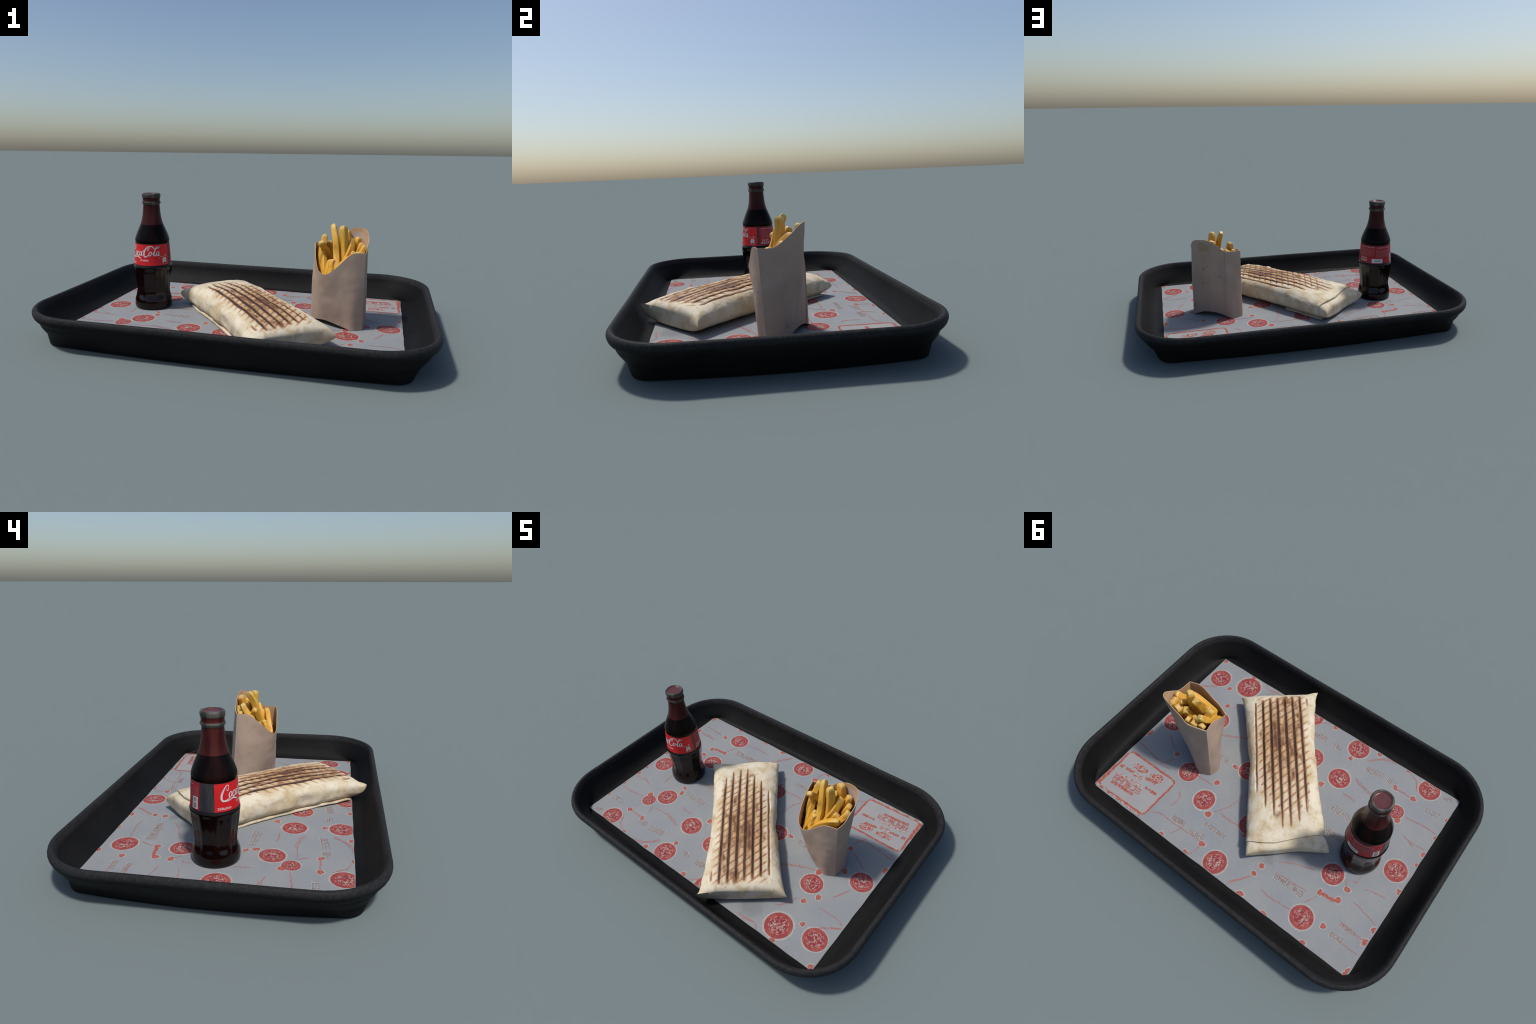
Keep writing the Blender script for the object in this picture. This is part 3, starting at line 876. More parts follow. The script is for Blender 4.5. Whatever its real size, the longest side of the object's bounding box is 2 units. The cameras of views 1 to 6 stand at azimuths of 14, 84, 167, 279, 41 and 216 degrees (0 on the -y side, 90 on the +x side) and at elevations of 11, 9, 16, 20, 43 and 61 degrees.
def text_to_cylinder(bag, s, phi_c, z_c, height, off, width=None, spacing=1.0, weight=0.012):
    """typeset with the built-in font, then bent round the bottle"""
    cu = bpy.data.curves.new("lettering", 'FONT')
    cu.body = s
    cu.size = 1.0
    cu.space_character = spacing
    cu.resolution_u = 3
    cu.offset = weight
    ob = bpy.data.objects.new("lettering", cu)
    COL.objects.link(ob)
    dg = bpy.context.evaluated_depsgraph_get()
    me = bpy.data.meshes.new_from_object(ob.evaluated_get(dg))
    bpy.data.objects.remove(ob)
    bm = bmesh.new(); bm.from_mesh(me)
    bmesh.ops.triangulate(bm, faces=bm.faces)
    vs = [v.co.copy() for v in bm.verts]
    fs = [tuple(v.index for v in f.verts) for f in bm.faces]
    bm.free(); bpy.data.meshes.remove(me)
    if not vs:
        return
    x0, x1 = min(v.x for v in vs), max(v.x for v in vs)
    y0, y1 = min(v.y for v in vs), max(v.y for v in vs)
    k = height / max(1e-6, (y1 - y0))
    kx = width / (x1 - x0) if width else k
    r = bottle_radius(z_c)
    bag.put([on_cylinder(phi_c + (v.x - (x0 + x1) / 2) * kx / r, z_c + (v.y - (y0 + y1) / 2) * k, off) for v in vs], fs)

def script_strokes():
    """brush strokes (x, y, width) of the flowing word mark, drawn in units of x-height = 1"""
    S = []
    # first capital: big open bowl with a hooked top and a long tail swash under the word
    S.append([(2.05, 1.95, .10), (2.12, 2.35, .16), (1.85, 2.62, .20), (1.40, 2.35, .26), (0.85, 1.55, .36), (0.48, 0.62, .42), (0.50, -0.22, .40),
              (0.95, -0.58, .34), (1.70, -0.40, .24), (2.30, -0.05, .12)])
    S.append([(1.62, 2.0, .05), (1.66, 1.6, .16), (1.88, 1.55, .16), (2.05, 1.95, .10)])
    S.append([(0.95, -0.58, .34), (1.8, -0.62, .24), (2.7, -0.38, .26), (3.2, -0.32, .34), (3.9, -0.62, .30), (4.55, -0.80, .05)])
    def o(x, y=0.0, k=1.0):
        return [(x + .62 * k, y + 1.12 * k, .12), (x + .28 * k, y + 1.0 * k, .22), (x + .06 * k, y + .45 * k, .28), (x + .16 * k, y + .02 * k, .24), (x + .46 * k, y + .06 * k, .18),
                (x + .72 * k, y + .55 * k, .24), (x + .72 * k, y + 1.0 * k, .22), (x + .55 * k, y + 1.12 * k, .12)]
    def c(x, y=0.0):
        return [(x + .66, y + .78, .10), (x + .66, y + 1.08, .20), (x + .40, y + 1.10, .18), (x + .12, y + .65, .26), (x + .10, y + .15, .26), (x + .36, y - .02, .22), (x + .80, y + .30, .10)]
    def a(x, y=0.0):
        return [[(x + .72, y + 1.10, .12), (x + .38, y + 1.08, .20), (x + .08, y + .55, .28), (x + .10, y + .05, .26), (x + .36, y + .06, .18), (x + .66, y + .60, .12)],
                [(x + .92, y + 1.12, .30), (x + .74, y + .55, .30), (x + .68, y + .10, .26), (x + .88, y + .02, .18), (x + 1.14, y + .30, .08)]]
    S.append(o(2.05)); S.append([(2.62, 1.0, .08), (2.85, .85, .08), (3.08, .98, .08)])
    S.append(c(2.98)); S += a(3.80)
    S.append([(4.92, 1.30, .24), (5.10, 1.34, .28), (5.30, 1.42, .20)])                 # hyphen
    # second capital
    S.append([(6.62, 1.62, .10), (6.78, 2.1, .18), (6.62, 2.55, .20), (6.20, 2.42, .24), (5.70, 1.75, .34), (5.32, 0.85, .42), (5.30, 0.05, .42),
              (5.66, -0.32, .34), (6.25, -0.10, .24), (6.60, 0.40, .12)])
    S.append([(6.62, 1.62, .10), (6.38, 1.40, .16), (6.24, 1.62, .16), (6.45, 2.15, .16), (7.0, 2.62, .22), (7.6, 2.52, .26), (8.2, 1.95, .24), (8.65, 1.72, .12)])
    S.append(o(6.62)); S.append([(7.2, 1.0, .08), (7.45, .75, .08), (7.62, .40, .08)])
    # tall l with its loop and flying pennant
    S.append([(7.62, 0.40, .10), (8.05, 1.10, .12), (8.75, 2.10, .14), (9.05, 2.52, .14), (8.90, 2.60, .14), (8.50, 1.95, .26), (8.12, 1.05, .32), (7.95, 0.30, .30), (8.10, 0.0, .24), (8.42, 0.30, .08)])
    S.append([(8.62, 1.95, .10), (9.1, 2.12, .18), (9.5, 2.35, .14), (9.75, 2.62, .05)])
    S += a(8.52)
    return S

def build_bottle():
    t = top("cola_bottle", "contoured dark cola bottle with red label", "drink bottle", (BOT[0], BOT[1], 0))
    nphi = 200
    prof = resample(catmull([(r, z) for r, z in PROFILE], 5), 230)
    liquid = mat_glass("cola_filled_glass", (0.0020, 0.0009, 0.0008), (0.011, 0.0026, 0.0015), 0.26, 0.0, 0.10)
    lower = mat_glass("fluted_cola_glass", (0.0042, 0.0015, 0.0012), (0.0090, 0.0030, 0.0022), 0.12, 0.0, 0.35)
    neck = mat_glass("empty_neck_glass", (0.036, 0.0050, 0.0050), (0.070, 0.0130, 0.0115), 0.30, 0.08, 0.15)
    lipm = mat_glass("grey_glass_lip", (0.042, 0.039, 0.035), (0.100, 0.094, 0.083), 0.42, 0.0, 0.2)
    mouth = plain("mouth_glass", (0.095, 0.030, 0.032), 0.3, 0.35)
    zone = [("bottle_base", -1, 0.066, lower), ("fluted_body", 0.066, 0.3065, lower), ("label_recess", 0.3065, 0.432, liquid), ("shoulder", 0.432, 0.536, liquid),
            ("neck", 0.536, 0.6485, neck), ("lip_ring", 0.6485, 0.6675, lipm), ("collar", 0.6675, 0.6872, neck), ("lip", 0.6872, 0.80, lipm)]
    # one revolved surface, cut into its zones; zones share border vertices and normals
    V = []
    for r, z in prof:
        for j in range(nphi):
            phi = 2 * pi * j / nphi
            rr = max(r, 1e-4) + (flute(z, phi) if r > 0.08 else 0)
            # kinks of a real moulding: slightly wavy lip
            if z > 0.68: rr *= 1 + 0.012 * noise.noise(Vector((cos(phi) * 2, sin(phi) * 2, z * 30)))
            V.append((rr * sin(phi), -rr * cos(phi), z))
    rows = len(prof)
    F = grid_faces(rows, nphi, True)
    whole = mesh_from("whole_bottle", V, F, None, None)
    nor = [Vector(v.normal) for v in whole.vertices]
    last = max(range(rows), key=lambda i: prof[i][1])
    inner0 = next(i for i in range(last, rows) if prof[i][0] < 0.0415)
    parts = {}
    for p in whole.polygons:
        row = min(v // nphi for v in p.vertices)
        if row >= inner0:
            key = ("mouth", mouth)
        else:
            z = (prof[row][1] + prof[row + 1][1]) / 2
            key = next((nm, m) for nm, z0, z1, m in zone if z0 <= z < z1)
        parts.setdefault(key, []).append(tuple(p.vertices))
    for (nm, m), faces in parts.items():
        used = sorted({i for f in faces for i in f})
        idx = {g: l for l, g in enumerate(used)}
        me = bpy.data.meshes.new(nm)
        me.from_pydata([whole.vertices[i].co[:] for i in used], [], [tuple(idx[i] for i in f) for f in faces])
        me.materials.append(m)
        me.shade_smooth()
        me.normals_split_custom_set_from_vertices([nor[i] for i in used])
        add(nm, me, t)
    bpy.data.meshes.remove(whole)
    # --- labels
    n = N("red_label_paper", 0.45, 0.35)
    v = n.noise(n.coord(), 14, 4)
    redm = n.color(n.mix(n.step(v, 0.35, 0.7), (0.58, 0.0095, 0.0135), (0.66, 0.015, 0.019)))
    n2 = N("dull_red_label_paper", 0.5, 0.3)
    v = n2.noise(n2.coord(), 14, 4)
    redb = n2.color(n2.mix(n2.step(v, 0.35, 0.7), (0.33, 0.012, 0.018), (0.40, 0.018, 0.024)))
    white = plain("white_label_ink", (0.62, 0.60, 0.59), 0.5, 0.3)
    pale = plain("pale_label_ink", (0.40, 0.16, 0.16), 0.5, 0.3)
    black = plain("black_label_ink", (0.02, 0.018, 0.02), 0.5, 0.3)
    grey = N("clear_film_over_cola", 0.3, 0.5)
    gv = grey.noise(grey.mapping(grey.coord(), (30, 30, 6)), 1.0, 4)
    greym = grey.color(grey.mix(grey.step(gv, 0.4, 0.65), (0.022, 0.020, 0.024), (0.045, 0.042, 0.046)))
    A0, A1 = radians(-77.5), radians(81.5)
    B0, B1 = radians(90.0), radians(245.0)
    label_patch("label_film", t, greym, radians(0), radians(360), LABEL[0] - 0.0015, LABEL[1] + 0.002, 0.0004, 160)
    front = label_patch("front_label", t, redm, A0, A1, LABEL[0], LABEL[1], 0.0016)
    back = label_patch("back_label", t, redb, B0, B1, LABEL[0] + 0.001, LABEL[1] - 0.001, 0.0016)
    # flowing white word mark
    wb = Bag()
    off = 0.0022
    zb, ys = 0.3655, 0.0205
    strokes = script_strokes()
    xa, xb = 0.30, 9.80
    pa, pb = radians(-62.5), radians(50.5)
    for si, st in enumerate(strokes):
        C = catmull(st, 10)
        W = []
        for x, y, w in C:
            phi = lerp(pa, pb, (x - xa) / (xb - xa))
            W.append((phi, zb + y * ys, w))
        r = 0.101
        Vs, k = [], len(W)
        for i in range(k):
            p0, p1 = W[max(0, i - 1)], W[min(k - 1, i + 1)]
            d = Vector(((p1[0] - p0[0]) * r, p1[1] - p0[1]))
            d = d.normalized() if d.length > 1e-9 else Vector((1, 0))
            hw = W[i][2] * ys * 0.5
            for sg in (1, -1):
                Vs.append(on_cylinder(W[i][0] + sg * -d.y * hw / r, W[i][1] + sg * d.x * hw, off + si * 0.00006))
        wb.put(Vs, [(2 * i, 2 * i + 1, 2 * i + 3, 2 * i + 2) for i in range(k - 1)])
    add("script_lettering", wb.mesh("script_lettering", white), front)
    tb = Bag()
    text_to_cylinder(tb, "CLASSIC", radians(-2.5), 0.3385, 0.0092, off, 0.053, 1.0, 0.03)
    text_to_cylinder(tb, "250ц/мл", radians(-54), 0.3215, 0.0125, off, 0.060)
    text_to_cylinder(tb, "®", radians(45), 0.353, 0.005, off)
    add("small_lettering", tb.mesh("small_lettering", white), front)
    # recycling pictogram: little can under a looped arrow
    cb = Bag()
    def patch(bag, phic, zc, w, h, o=off, n=6):
        r = bottle_radius(zc)
        Vp = []
        for j in (0, 1):
            for i in range(n + 1):
                Vp.append(on_cylinder(phic + (i / n - 0.5) * w / r, zc + (j - 0.5) * h, o))
        bag.put(Vp, [(i, i + 1, n + 2 + i, n + 1 + i) for i in range(n)])
    def rounded_patch(bag, phic, zc, w, h, rad, o=off):
        r = bottle_radius(zc)
        pts = []
        for q, (sx, sy) in enumerate(((1, 1), (-1, 1), (-1, -1), (1, -1))):
            for k in range(6):
                a = pi / 2 * (q + k / 5)
                pts.append((sx * (w / 2 - rad) + rad * cos(a), sy * (h / 2 - rad) + rad * sin(a)))
        bag.put([on_cylinder(phic + x / r, zc + y, o) for x, y in pts], [tuple(range(len(pts)))])
    pc = radians(64)
    rounded_patch(cb, pc, 0.3345, 0.025, 0.034, 0.007)
    for k in range(14):
        a0, a1 = radians(-150 + 20 * k), radians(-150 + 20 * (k + 1))
        rr = 0.0065
        pts = [(rr * cos(a0), rr * sin(a0)), (rr * cos(a1), rr * sin(a1)), (rr * 0.55 * cos(a1), rr * 0.55 * sin(a1)), (rr * 0.55 * cos(a0), rr * 0.55 * sin(a0))]
        cb.put([on_cylinder(pc + 0.06 + x / 0.1, 0.3625 + y, off) for x, y in pts], [(0, 1, 2, 3)])
    text_to_cylinder(cb, "RECYCLE", pc - 0.13, 0.3595, 0.0045, off, 0.022)
    add("recycling_pictogram", cb.mesh("recycling_pictogram", white), front)
    db = Bag()
    for k in range(4):
        patch(db, pc + 0.01, 0.3420 - k * 0.0055, 0.011, 0.0012, off + 0.0003)
    rounded_patch(db, pc, 0.3225, 0.017, 0.007, 0.003, off + 0.0003)
    add("pictogram_detail", db.mesh("pictogram_detail", black), front)
    # back label: columns of small print, word marks, codes
    rnd = random.Random(3)
    pb_ = Bag()
    def small_print(p0, p1, z0, z1, lines, w=0.0016):
        for k in range(lines):
            z = lerp(z1, z0, (k + 0.5) / lines)
            p = p0
            while p < p1 - 0.02:
                q = min(p1, p + rnd.uniform(0.02, 0.075))
                patch(pb_, (p + q) / 2, z, (q - p) * 0.1, w, off, 3)
                p = q + rnd.uniform(0.012, 0.02)
    small_print(radians(98), radians(154), 0.356, 0.408, 13)
    small_print(radians(161), radians(226), 0.352, 0.404, 13)
    small_print(radians(230), radians(243), 0.360, 0.408, 10)
    add("small_print", pb_.mesh("small_print", pale), back, kind="stuff")
    wb2 = Bag()
    text_to_cylinder(wb2, "COCA-COLA  CLASSIC  250 ML", radians(126), 0.4165, 0.0058, off, 0.098)
    text_to_cylinder(wb2, "INGREDIENTS  NUTRITION", radians(192), 0.4150, 0.0055, off, 0.098)
    text_to_cylinder(wb2, "Coca-Cola", radians(112), 0.3440, 0.0110, off, 0.046)
    for k in range(4):
        rounded_patch(wb2, radians(99 + 8.5 * k), 0.3265, 0.0095, 0.0135, 0.003)
    patch(wb2, radians(165), 0.3270, 0.070, 0.0285, off, 16)
    patch(wb2, radians(232), 0.3400, 0.032, 0.052, off, 10)
    add("white_print", wb2.mesh("white_print", white), back)
    bb = Bag()
    text_to_cylinder(bb, "20:21 L 04", radians(168), 0.3330, 0.0062, off + 0.0004, 0.040)
    text_to_cylinder(bb, "BEST BEFORE", radians(168), 0.3235, 0.0058, off + 0.0004, 0.040)
    z = 0.318
    while z < 0.362:
        h = rnd.choice((0.0009, 0.0014, 0.0022))
        patch(bb, radians(232), z, 0.020, h, off + 0.0004)
        z += h + rnd.uniform(0.0012, 0.0022)
    for k in range(4):
        patch(bb, radians(99 + 8.5 * k), 0.3265, 0.005, 0.006, off + 0.0004)
    add("black_print", bb.mesh("black_print", black), back)

# ============================================================ FRIES CARTON
CAR_O = (0.495, 0.020)
CU, CV = Vector((0.8308, -0.5566)), Vector((0.5566, 0.8308))

def mat_carton():
    n = N("greige_carton", 0.75, 0.2)
    co = n.coord()
    big = n.noise(co, 9, 4)
    fine = n.noise(co, 150, 3)
    spk = n.noise(co, 46, 3, 0.5)
    c = n.mix(n.step(big, 0.35, 0.65), (0.405, 0.296, 0.228), (0.448, 0.336, 0.264))
    c = n.mix(n.math('MULTIPLY', n.step(fine, 0.4, 0.7), 0.3), c, (0.345, 0.258, 0.205))
    c = n.mix(n.math('MULTIPLY', n.step(spk, 0.735, 0.760), 0.5), c, (0.16, 0.115, 0.09))
    # grease seeping through near the tall corner of the back, and a few drips below it
    x, y, z = n.xyz(co)
    flat = n.comb(x, 0.0, z)
    back = n.step(y, 0.035, 0.05)
    for p, r, col in (((0.010, 0, 0.505), 0.034, (0.330, 0.225, 0.115)), ((0.000, 0, 0.408), 0.007, (0.50, 0.20, 0.03)),
                      ((0.016, 0, 0.366), 0.010, (0.27, 0.155, 0.075)), ((-0.006, 0, 0.381), 0.007, (0.26, 0.15, 0.11)),
                      ((0.030, 0, 0.272), 0.009, (0.23, 0.15, 0.115)), ((0.112, 0, 0.105), 0.009, (0.22, 0.14, 0.11)), ((-0.075, 0, 0.315), 0.006, (0.23, 0.16, 0.13))):
        d = n.math('ADD', n.dist(flat, p), n.math('MULTIPLY', n.math('SUBTRACT', n.noise(co, 28, 3), 0.5), r * 1.2))
        c = n.mix(n.math('MULTIPLY', n.math('MULTIPLY', n.step(d, r * 0.8, r, 1.0, 0.0), back), 0.6), c, col)
    n.bump(fine, 0.08, 0.002)
    return n.color(c)

def mat_carton_inside():
    n = N("carton_inside_bounce_tinted", 0.75, 0.2)
    co = n.coord()
    big = n.noise(co, 14, 4)
    c = n.mix(n.step(big, 0.35, 0.65), (0.46, 0.285, 0.150), (0.50, 0.345, 0.225))  # orange light bounced inside the pouch is tinted into these tones
    x, y, z = n.xyz(co)
    d = n.math('ADD', n.dist(n.comb(x, 0.0, z), (0.014, 0, 0.500)), n.math('MULTIPLY', n.math('SUBTRACT', n.noise(co, 40, 2), 0.5), 0.02))
    c = n.mix(n.math('MULTIPLY', n.math('MULTIPLY', n.step(d, 0.030, 0.035, 1.0, 0.0), n.step(y, 0.03, 0.05)), 0.8), c, (0.42, 0.355, 0.33))
    return n.color(c)

# outline of the mouth and of the foot, walked C fold -> scooped front -> E fold -> tall back: (u, v, z)
MOUTH = [(-.173, .000, .463), (-.127, -.046, .458), (-.075, -.098, .405), (-.025, -.132, .350), (.022, -.128, .335), (.072, -.102, .375), (.126, -.052, .447),
         (.173, .000, .451), (.138, .060, .453), (.106, .114, .497), (.075, .145, .537), (.036, .156, .552), (-.020, .135, .546), (-.072, .103, .507), (-.108, .077, .470)]
FOOT = [(-.185, .028, .0405), (-.164, -.024, .0410), (-.105, -.048, .052), (-.030, -.068, .066), (.035, -.070, .064), (.090, -.054, .052), (.137, -.036, .0395),
        (.160, .018, .0385), (.130, .087, .0390), (.094, .101, .052), (.055, .102, .067), (.020, .103, .073), (-.030, .100, .073), (-.085, .093, .061), (-.146, .085, .0410)]
SHARP = (0, 7)

def outline(P, per=10):
    """curve through the points, broken at the sharp folds"""
    a = catmull(P[0:8], per)
    b = catmull(P[7:] + [P[0]], per)
    return a[:-1] + b[:-1]

def fry_mesh(path, w, rnd, taper=0.9):
    """one chip: soft square bar swept along a bent path"""
    C = resample(catmull(path, 10), 26)
    k, m = len(C), 20
    V = []
    up = Vector((rnd.uniform(-1, 1), rnd.uniform(-1, 1), 0.2)).normalized()
    ph = rnd.random() * 60
    twist = rnd.uniform(-0.2, 0.2)
    for i in range(k):
        p = Vector(C[i])
        d = (Vector(C[min(k - 1, i + 1)]) - Vector(C[max(0, i - 1)])).normalized()
        s = d.cross(up).normalized(); q = d.cross(s).normalized()
        u = i / (k - 1)
        endr = min(1.0, 0.80 + 3.5 * u, 0.80 + 3.5 * (1 - u)) if 0 < i < k - 1 else 0.60
        for j in range(m):
            a = 2 * pi * j / m + twist * u + 0.26
            c, sn = cos(a), sin(a)
            e = 0.33
            x = math.copysign(abs(c) ** e, c); y = math.copysign(abs(sn) ** e, sn)
            f = w / 2 * endr * (1 + 0.16 * noise.noise(Vector((ph + u * 4, c * 1.3, sn * 1.3)))) * lerp(1, taper, u)
            V.append(p + s * (x * f) + q * (y * f * 0.80))
    F = grid_faces(k, m, True)
    F += [tuple(range(m))[::-1], tuple(range((k - 1) * m, k * m))]
    return V, F

def mat_fry(deep=False):
    n = N("fried_potato_shade_darkened" if deep else "fried_potato", 0.45, 0.4)
    co = n.coord()
    r = n.rand()
    v = n.noise(co, 24, 4, 0.6, 0.0, n.math('MULTIPLY', r, 20))
    f = n.noise(co, 120, 3)
    z = n.xyz(co)[2]
    gold = n.mix(r, (0.58, 0.235, 0.012), (0.62, 0.310, 0.025)) if deep else n.mix(r, (0.60, 0.275, 0.018), (0.67, 0.375, 0.045))  # packed chips coloured darker orange for the shadowy glow between fries
    c = n.mix(n.step(v, 0.35, 0.7), gold, (0.65, 0.365, 0.050))
    c = n.mix(n.math('MULTIPLY', n.step(v, 0.52, 0.68), 0.6), c, (0.46, 0.19, 0.022))
    pale = n.noise(co, 9, 2)
    c = n.mix(n.math('MULTIPLY', n.step(pale, 0.52, 0.68), 0.45), c, (0.61, 0.42, 0.100))
    c = n.mix(n.math('MULTIPLY', n.step(f, 0.58, 0.75), 0.3), c, (0.70, 0.50, 0.22))
    gz = n.xyz(n.coord("Generated"))[2]
    c = n.mix(n.math('MULTIPLY', n.step(n.math('ADD', gz, n.math('MULTIPLY', n.math('SUBTRACT', v, 0.5), 0.25)), 0.86, 1.0), 0.55), c, (0.62, 0.475, 0.175))
    stripe = n.noise(n.mapping(co, (70, 70, 12)), 1.0, 4, 0.6, 0.5)
    c = n.mix(n.math('MULTIPLY', n.step(stripe, 0.55, 0.72), 0.45), c, (0.40, 0.155, 0.018))
    n.bump(n.math('ADD', f, stripe), 0.25, 0.004)
    return n.color(c)

def build_fries():
    t = top("fries_carton", "greige paper pouch full of golden fries", "fries", (CAR_O[0], CAR_O[1], 0), atan2(CU.y, CU.x))
    outm, inm = mat_carton(), mat_carton_inside()
    M, Ft = outline(MOUTH), outline(FOOT)
    k = len(M)
    rows = 34
    def wall(i, s):
        a, b = Vector(Ft[i]), Vector(M[i])
        p = a.lerp(b, s)
        # the pouch is fuller than a straight loft in the middle, on the rounded faces
        bul = sin(pi * s) * 0.002 * (1 if i not in (0, 70) else 0)
        d = Vector((p.x, p.y - 0.02, 0)); d = d.normalized() if d.length > 1e-6 else d
        w = noise.noise(Vector((p.x * 11, p.y * 11, p.z * 9))) * 0.0035 + noise.noise(Vector((p.x * 30, p.y * 30, p.z * 26))) * 0.0012
        edge = min(1, abs(i) / 4, abs(i - 70) / 4, abs(k - i) / 4)
        return p + d * (bul + w) * edge
    grid = [[wall(i, (r / rows) ** 1.0) for i in range(k)] for r in range(rows + 1)]
    th = 0.0032
    def inward(r, i):
        p = grid[r][i]
        a, b = grid[r][(i - 1) % k], grid[r][(i + 1) % k]
        d = (b - a); nn = Vector((d.y, -d.x, 0)).normalized()
        c = Vector((0, 0.02, 0))
        if nn.dot(Vector((p.x, p.y, 0)) - c) > 0: nn = -nn
        return p + nn * th
    Vo = [p for row in grid for p in row]
    F = grid_faces(rows + 1, k, True)
    Vi = [inward(r, i) for r in range(rows + 1) for i in range(k)]
    o = len(Vo)
    Fi = grid_faces(rows + 1, k, True, o)
    lip = [(rows * k + i, rows * k + (i + 1) % k, o + rows * k + (i + 1) % k, o + rows * k + i) for i in range(k)]
    # outside, inside and cut edge are one sheet with two materials
    me = bpy.data.meshes.new("pouch")
    me.from_pydata([tuple(p) for p in Vo + Vi], [], F + [f[::-1] for f in Fi] + lip)
    me.materials.append(outm); me.materials.append(inm)
    nf = len(F)
    for idx, p in enumerate(me.polygons):
        p.material_index = 1 if idx >= nf else 0
    bm = bmesh.new(); bm.from_mesh(me); bmesh.ops.recalc_face_normals(bm, faces=bm.faces); bm.to_mesh(me); bm.free()
    me.shade_smooth(); me.set_sharp_from_angle(angle=radians(32))
    add("pouch", me, t)
    # underside: two edges gathered into an arched seam
    n = 40
    fr = resample([tuple(grid[0][i]) for i in range(0, 71)], n)
    bk = resample([tuple(grid[0][i % k]) for i in range(k, 69, -1)], n)
    V = []
    for c in range(7):
        s = c / 6
        for j in range(n):
            p = Vector(fr[j]).lerp(Vector(bk[j]), s)
            p.z += 0.010 * sin(pi * s) * sin(pi * j / (n - 1))
            V.append(p)
    add("pouch_base", mesh_from("pouch_base", V, grid_faces(7, n), outm, 60), t)
    # overlap strip glued round the C fold onto the back panel
    V = []
    cols = list(range(12))
    def column(r, f):
        i = int(math.floor(f)); t_ = f - i
        return grid[r][i % k].lerp(grid[r][(i + 1) % k], t_)
    for s_ in (0, 1):
        for r in range(rows + 1):
            first = lerp(k - 17.5, k - 11, (r / rows) ** 0.8)
            for q in cols:
                f = lerp(first, k, q / (len(cols) - 1))
                p = column(r, f)
                d = column(r, min(k, f + 0.5)) - column(r, f - 0.5)
                nn = Vector((d.y, -d.x, 0)).normalized()
                if nn.y < 0: nn = -nn
                lo = 0.0006 if s_ else 0.0024
                p += nn * (lo if q < len(cols) - 1 else 0.0003)
                V.append(p)
    w = len(cols)
    o = (rows + 1) * w
    F = grid_faces(rows + 1, w) + grid_faces(rows + 1, w, False, o)
    F += [(r * w, (r + 1) * w, (r + 1) * w + o, r * w + o) for r in range(rows)]
    F += [(rows * w + q, rows * w + q + 1, rows * w + q + 1 + o, rows * w + q + o) for q in range(w - 1)]
    add("glued_flap", mesh_from("glued_flap", V, F, outm, 40), t)

    # --- fries; world-space paths for those that stand out, then a packed crowd below
    mf = mat_fry()
    # how far the walls reach at each height, so that no chip pushes through the paper
    ZL, UL = [0.06 + 0.012 * i for i in range(42)], [-0.19 + 0.01 * i for i in range(38)]
    def wall_v(chain, u, z):
        best, out = 9.0, None
        for i in chain:
            a_, b_ = Vector(Ft[i % k]), Vector(M[i % k])
            s_ = (z - a_.z) / (b_.z - a_.z)
            if s_ > 1.0:
                continue
            p_ = a_.lerp(b_, max(0.0, s_))
            if abs(p_.x - u) < best:
                best, out = abs(p_.x - u), p_.y
        return out if best < 0.012 else None
    reach = {(zi, ui): (wall_v(range(0, 71), u_, z_), wall_v(range(70, k + 1), u_, z_)) for zi, z_ in enumerate(ZL) for ui, u_ in enumerate(UL)}
    def keep_inside(V):
        out = []
        for p in V:
            zi, ui = round((p.z - 0.06) / 0.012), round((p.x + 0.19) / 0.01)
            lo, hi = reach.get((zi, ui), (None, None))
            y = p.y
            if hi is not None: y = min(y, hi - 0.010)
            if lo is not None: y = max(y, lo + 0.010)
            out.append(Vector((p.x, y, p.z)))
        return out
    rnd = random.Random(21)
    def tolocal(p):
        d = Vector((p[0] - CAR_O[0], p[1] - CAR_O[1]))
        return (d.dot(CU), d.dot(CV), p[2])
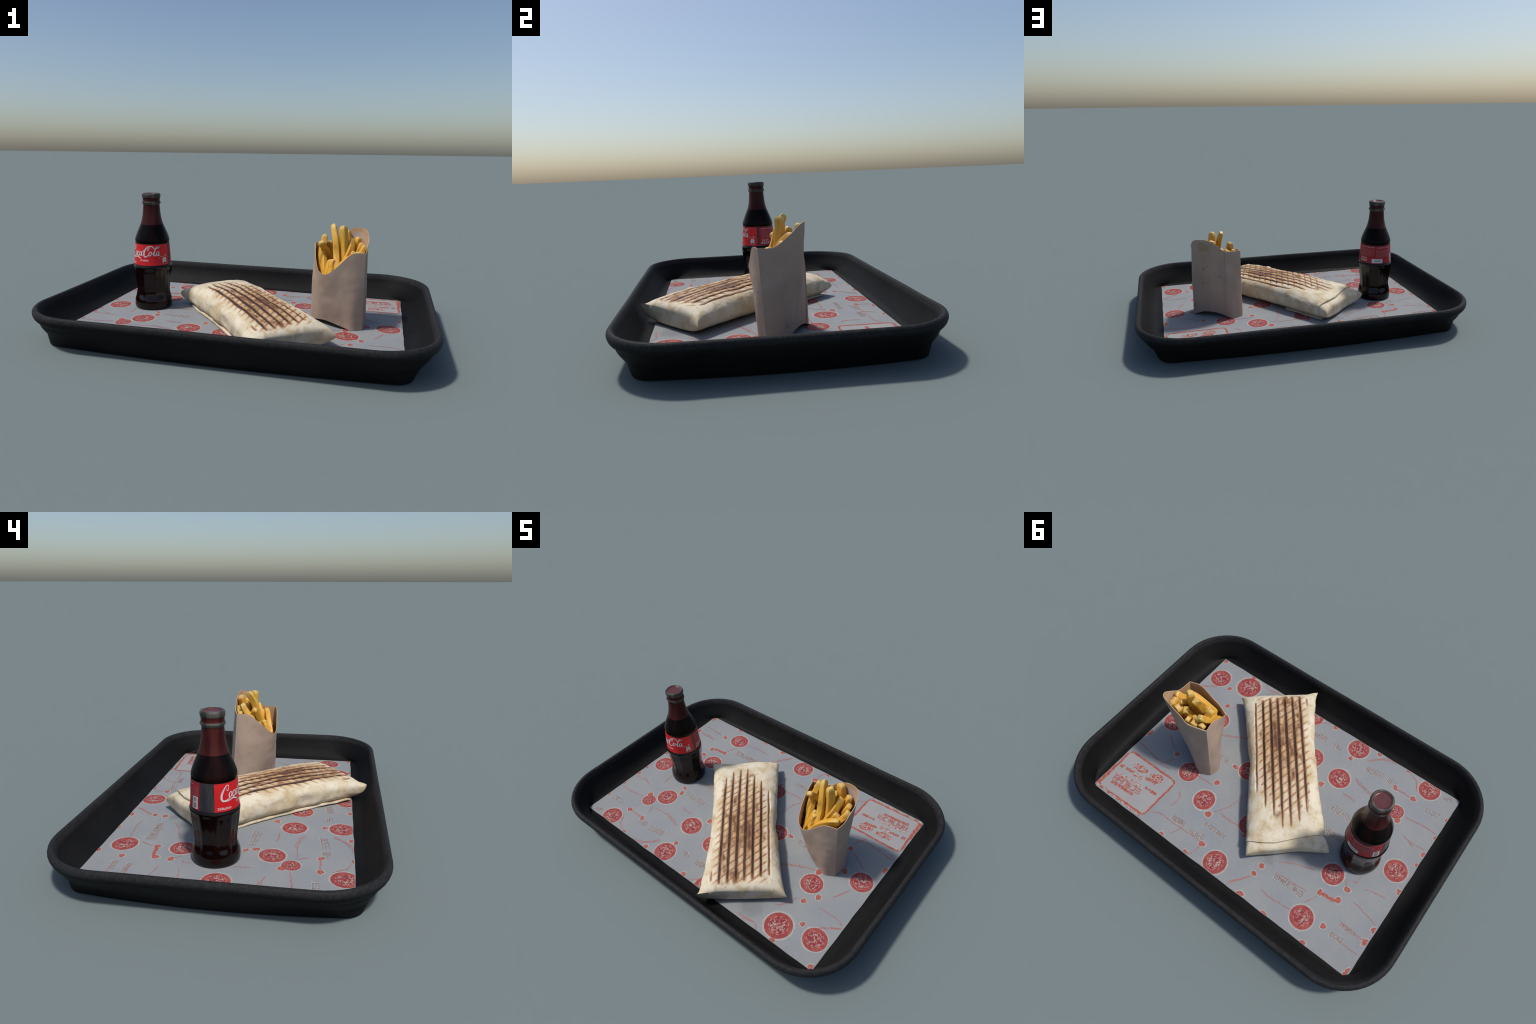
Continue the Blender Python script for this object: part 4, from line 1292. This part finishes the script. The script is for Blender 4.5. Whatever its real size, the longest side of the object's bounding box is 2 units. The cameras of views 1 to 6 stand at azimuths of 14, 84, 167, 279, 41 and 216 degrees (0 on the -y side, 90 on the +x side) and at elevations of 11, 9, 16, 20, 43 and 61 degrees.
    named = [
        ([(.500, -.045, .320), (.494, -.024, .368), (.484, .010, .430), (.473, .034, .510), (.458, .067, .574)], .036),
        ([(.525, .005, .330), (.524, .025, .425), (.520, .036, .495), (.512, .037, .572)], .037),
        ([(.450, .095, .350), (.432, .063, .415), (.414, .033, .455), (.399, .012, .486)], .035),
        ([(.402, .010, .330), (.402, .033, .415), (.406, .070, .465), (.410, .097, .512)], .034),
        ([(.555, .085, .350), (.545, .105, .440), (.520, .126, .536)], .038),
        ([(.515, -.045, .330), (.534, -.006, .386), (.553, .025, .440), (.560, .080, .497)], .034),
        ([(.465, -.050, .310), (.474, -.020, .400)], .036),
        ([(.560, -.055, .350), (.595, -.010, .410), (.612, .019, .436), (.631, .040, .472)], .033),
        ([(.470, -.072, .310), (.493, -.063, .340), (.545, -.043, .402), (.615, -.022, .438)], .033),
        ([(.510, .040, .340), (.510, .075, .420), (.508, .095, .496)], .036),
        ([(.520, -.030, .330), (.560, .000, .395), (.580, .018, .440)], .031),
        ([(.430, -.050, .280), (.420, .000, .360), (.408, .045, .420)], .032),
        ([(.435, -.070, .280), (.445, -.030, .335), (.455, .010, .390)], .030),
        ([(.565, .065, .360), (.578, .090, .450), (.590, .105, .506)], .032),
        ([(.445, .110, .340), (.415, .108, .410), (.388, .103, .468)], .034),
        ([(.470, .115, .350), (.450, .118, .420), (.428, .115, .472)], .034),
        ([(.500, .125, .350), (.485, .122, .430), (.465, .122, .484)], .032),
        ([(.560, .060, .340), (.590, .060, .420), (.612, .075, .480)], .033),
        ([(.540, .095, .360), (.550, .085, .430), (.560, .080, .470)], .034)]
    for path, w in named:
        V, F = fry_mesh([tolocal(p) for p in path], w * 1.14, rnd, rnd.uniform(0.86, 1.0))
        V = keep_inside(V)
        add("french_fry", mesh_from("french_fry", V, F, mf, 50), t)
    # crowd: steep chips inside the pouch outline
    def inside_at(u, v, z):
        s = (z - 0.06) / 0.36
        du = u / lerp(0.13, 0.150, s)
        wv = lerp(0.045, 0.105, s)
        dv = (v - lerp(0.025, 0.008, s)) / wv
        return abs(du) + abs(dv) < 1.0
    deep = mat_fry(True)
    done = 0
    while done < 30:
        u, v = rnd.uniform(-.15, .15), rnd.uniform(-.12, .13)
        front = smooth(-0.02, -0.12, v) if v < 0 else 0
        zt = rnd.uniform(.315, .370) - 0.040 * (1 if v < -0.03 else 0) + (0.065 if v > 0.03 else 0)
        if not inside_at(u, v, zt):
            continue
        L = rnd.uniform(.14, .20)
        lu, lv = rnd.gauss(0, .03), rnd.gauss(0, .02)
        bu, bv = u * 0.75 + lu, v * 0.55 + 0.012 + lv
        if not inside_at(bu, bv, zt - L):
            continue
        path = [(bu, bv, zt - L), ((u + bu) / 2 + rnd.gauss(0, .006), (v + bv) / 2, zt - L / 2), (u, v, zt)]
        V, F = fry_mesh(path, rnd.uniform(.031, .037), rnd, rnd.uniform(0.85, 1.0))
        V = keep_inside(V)
        add("french_fry", mesh_from("french_fry", V, F, deep, 50), t)
        done += 1

build_tray()
build_liner()
build_wrap()
build_bottle()
build_fries()
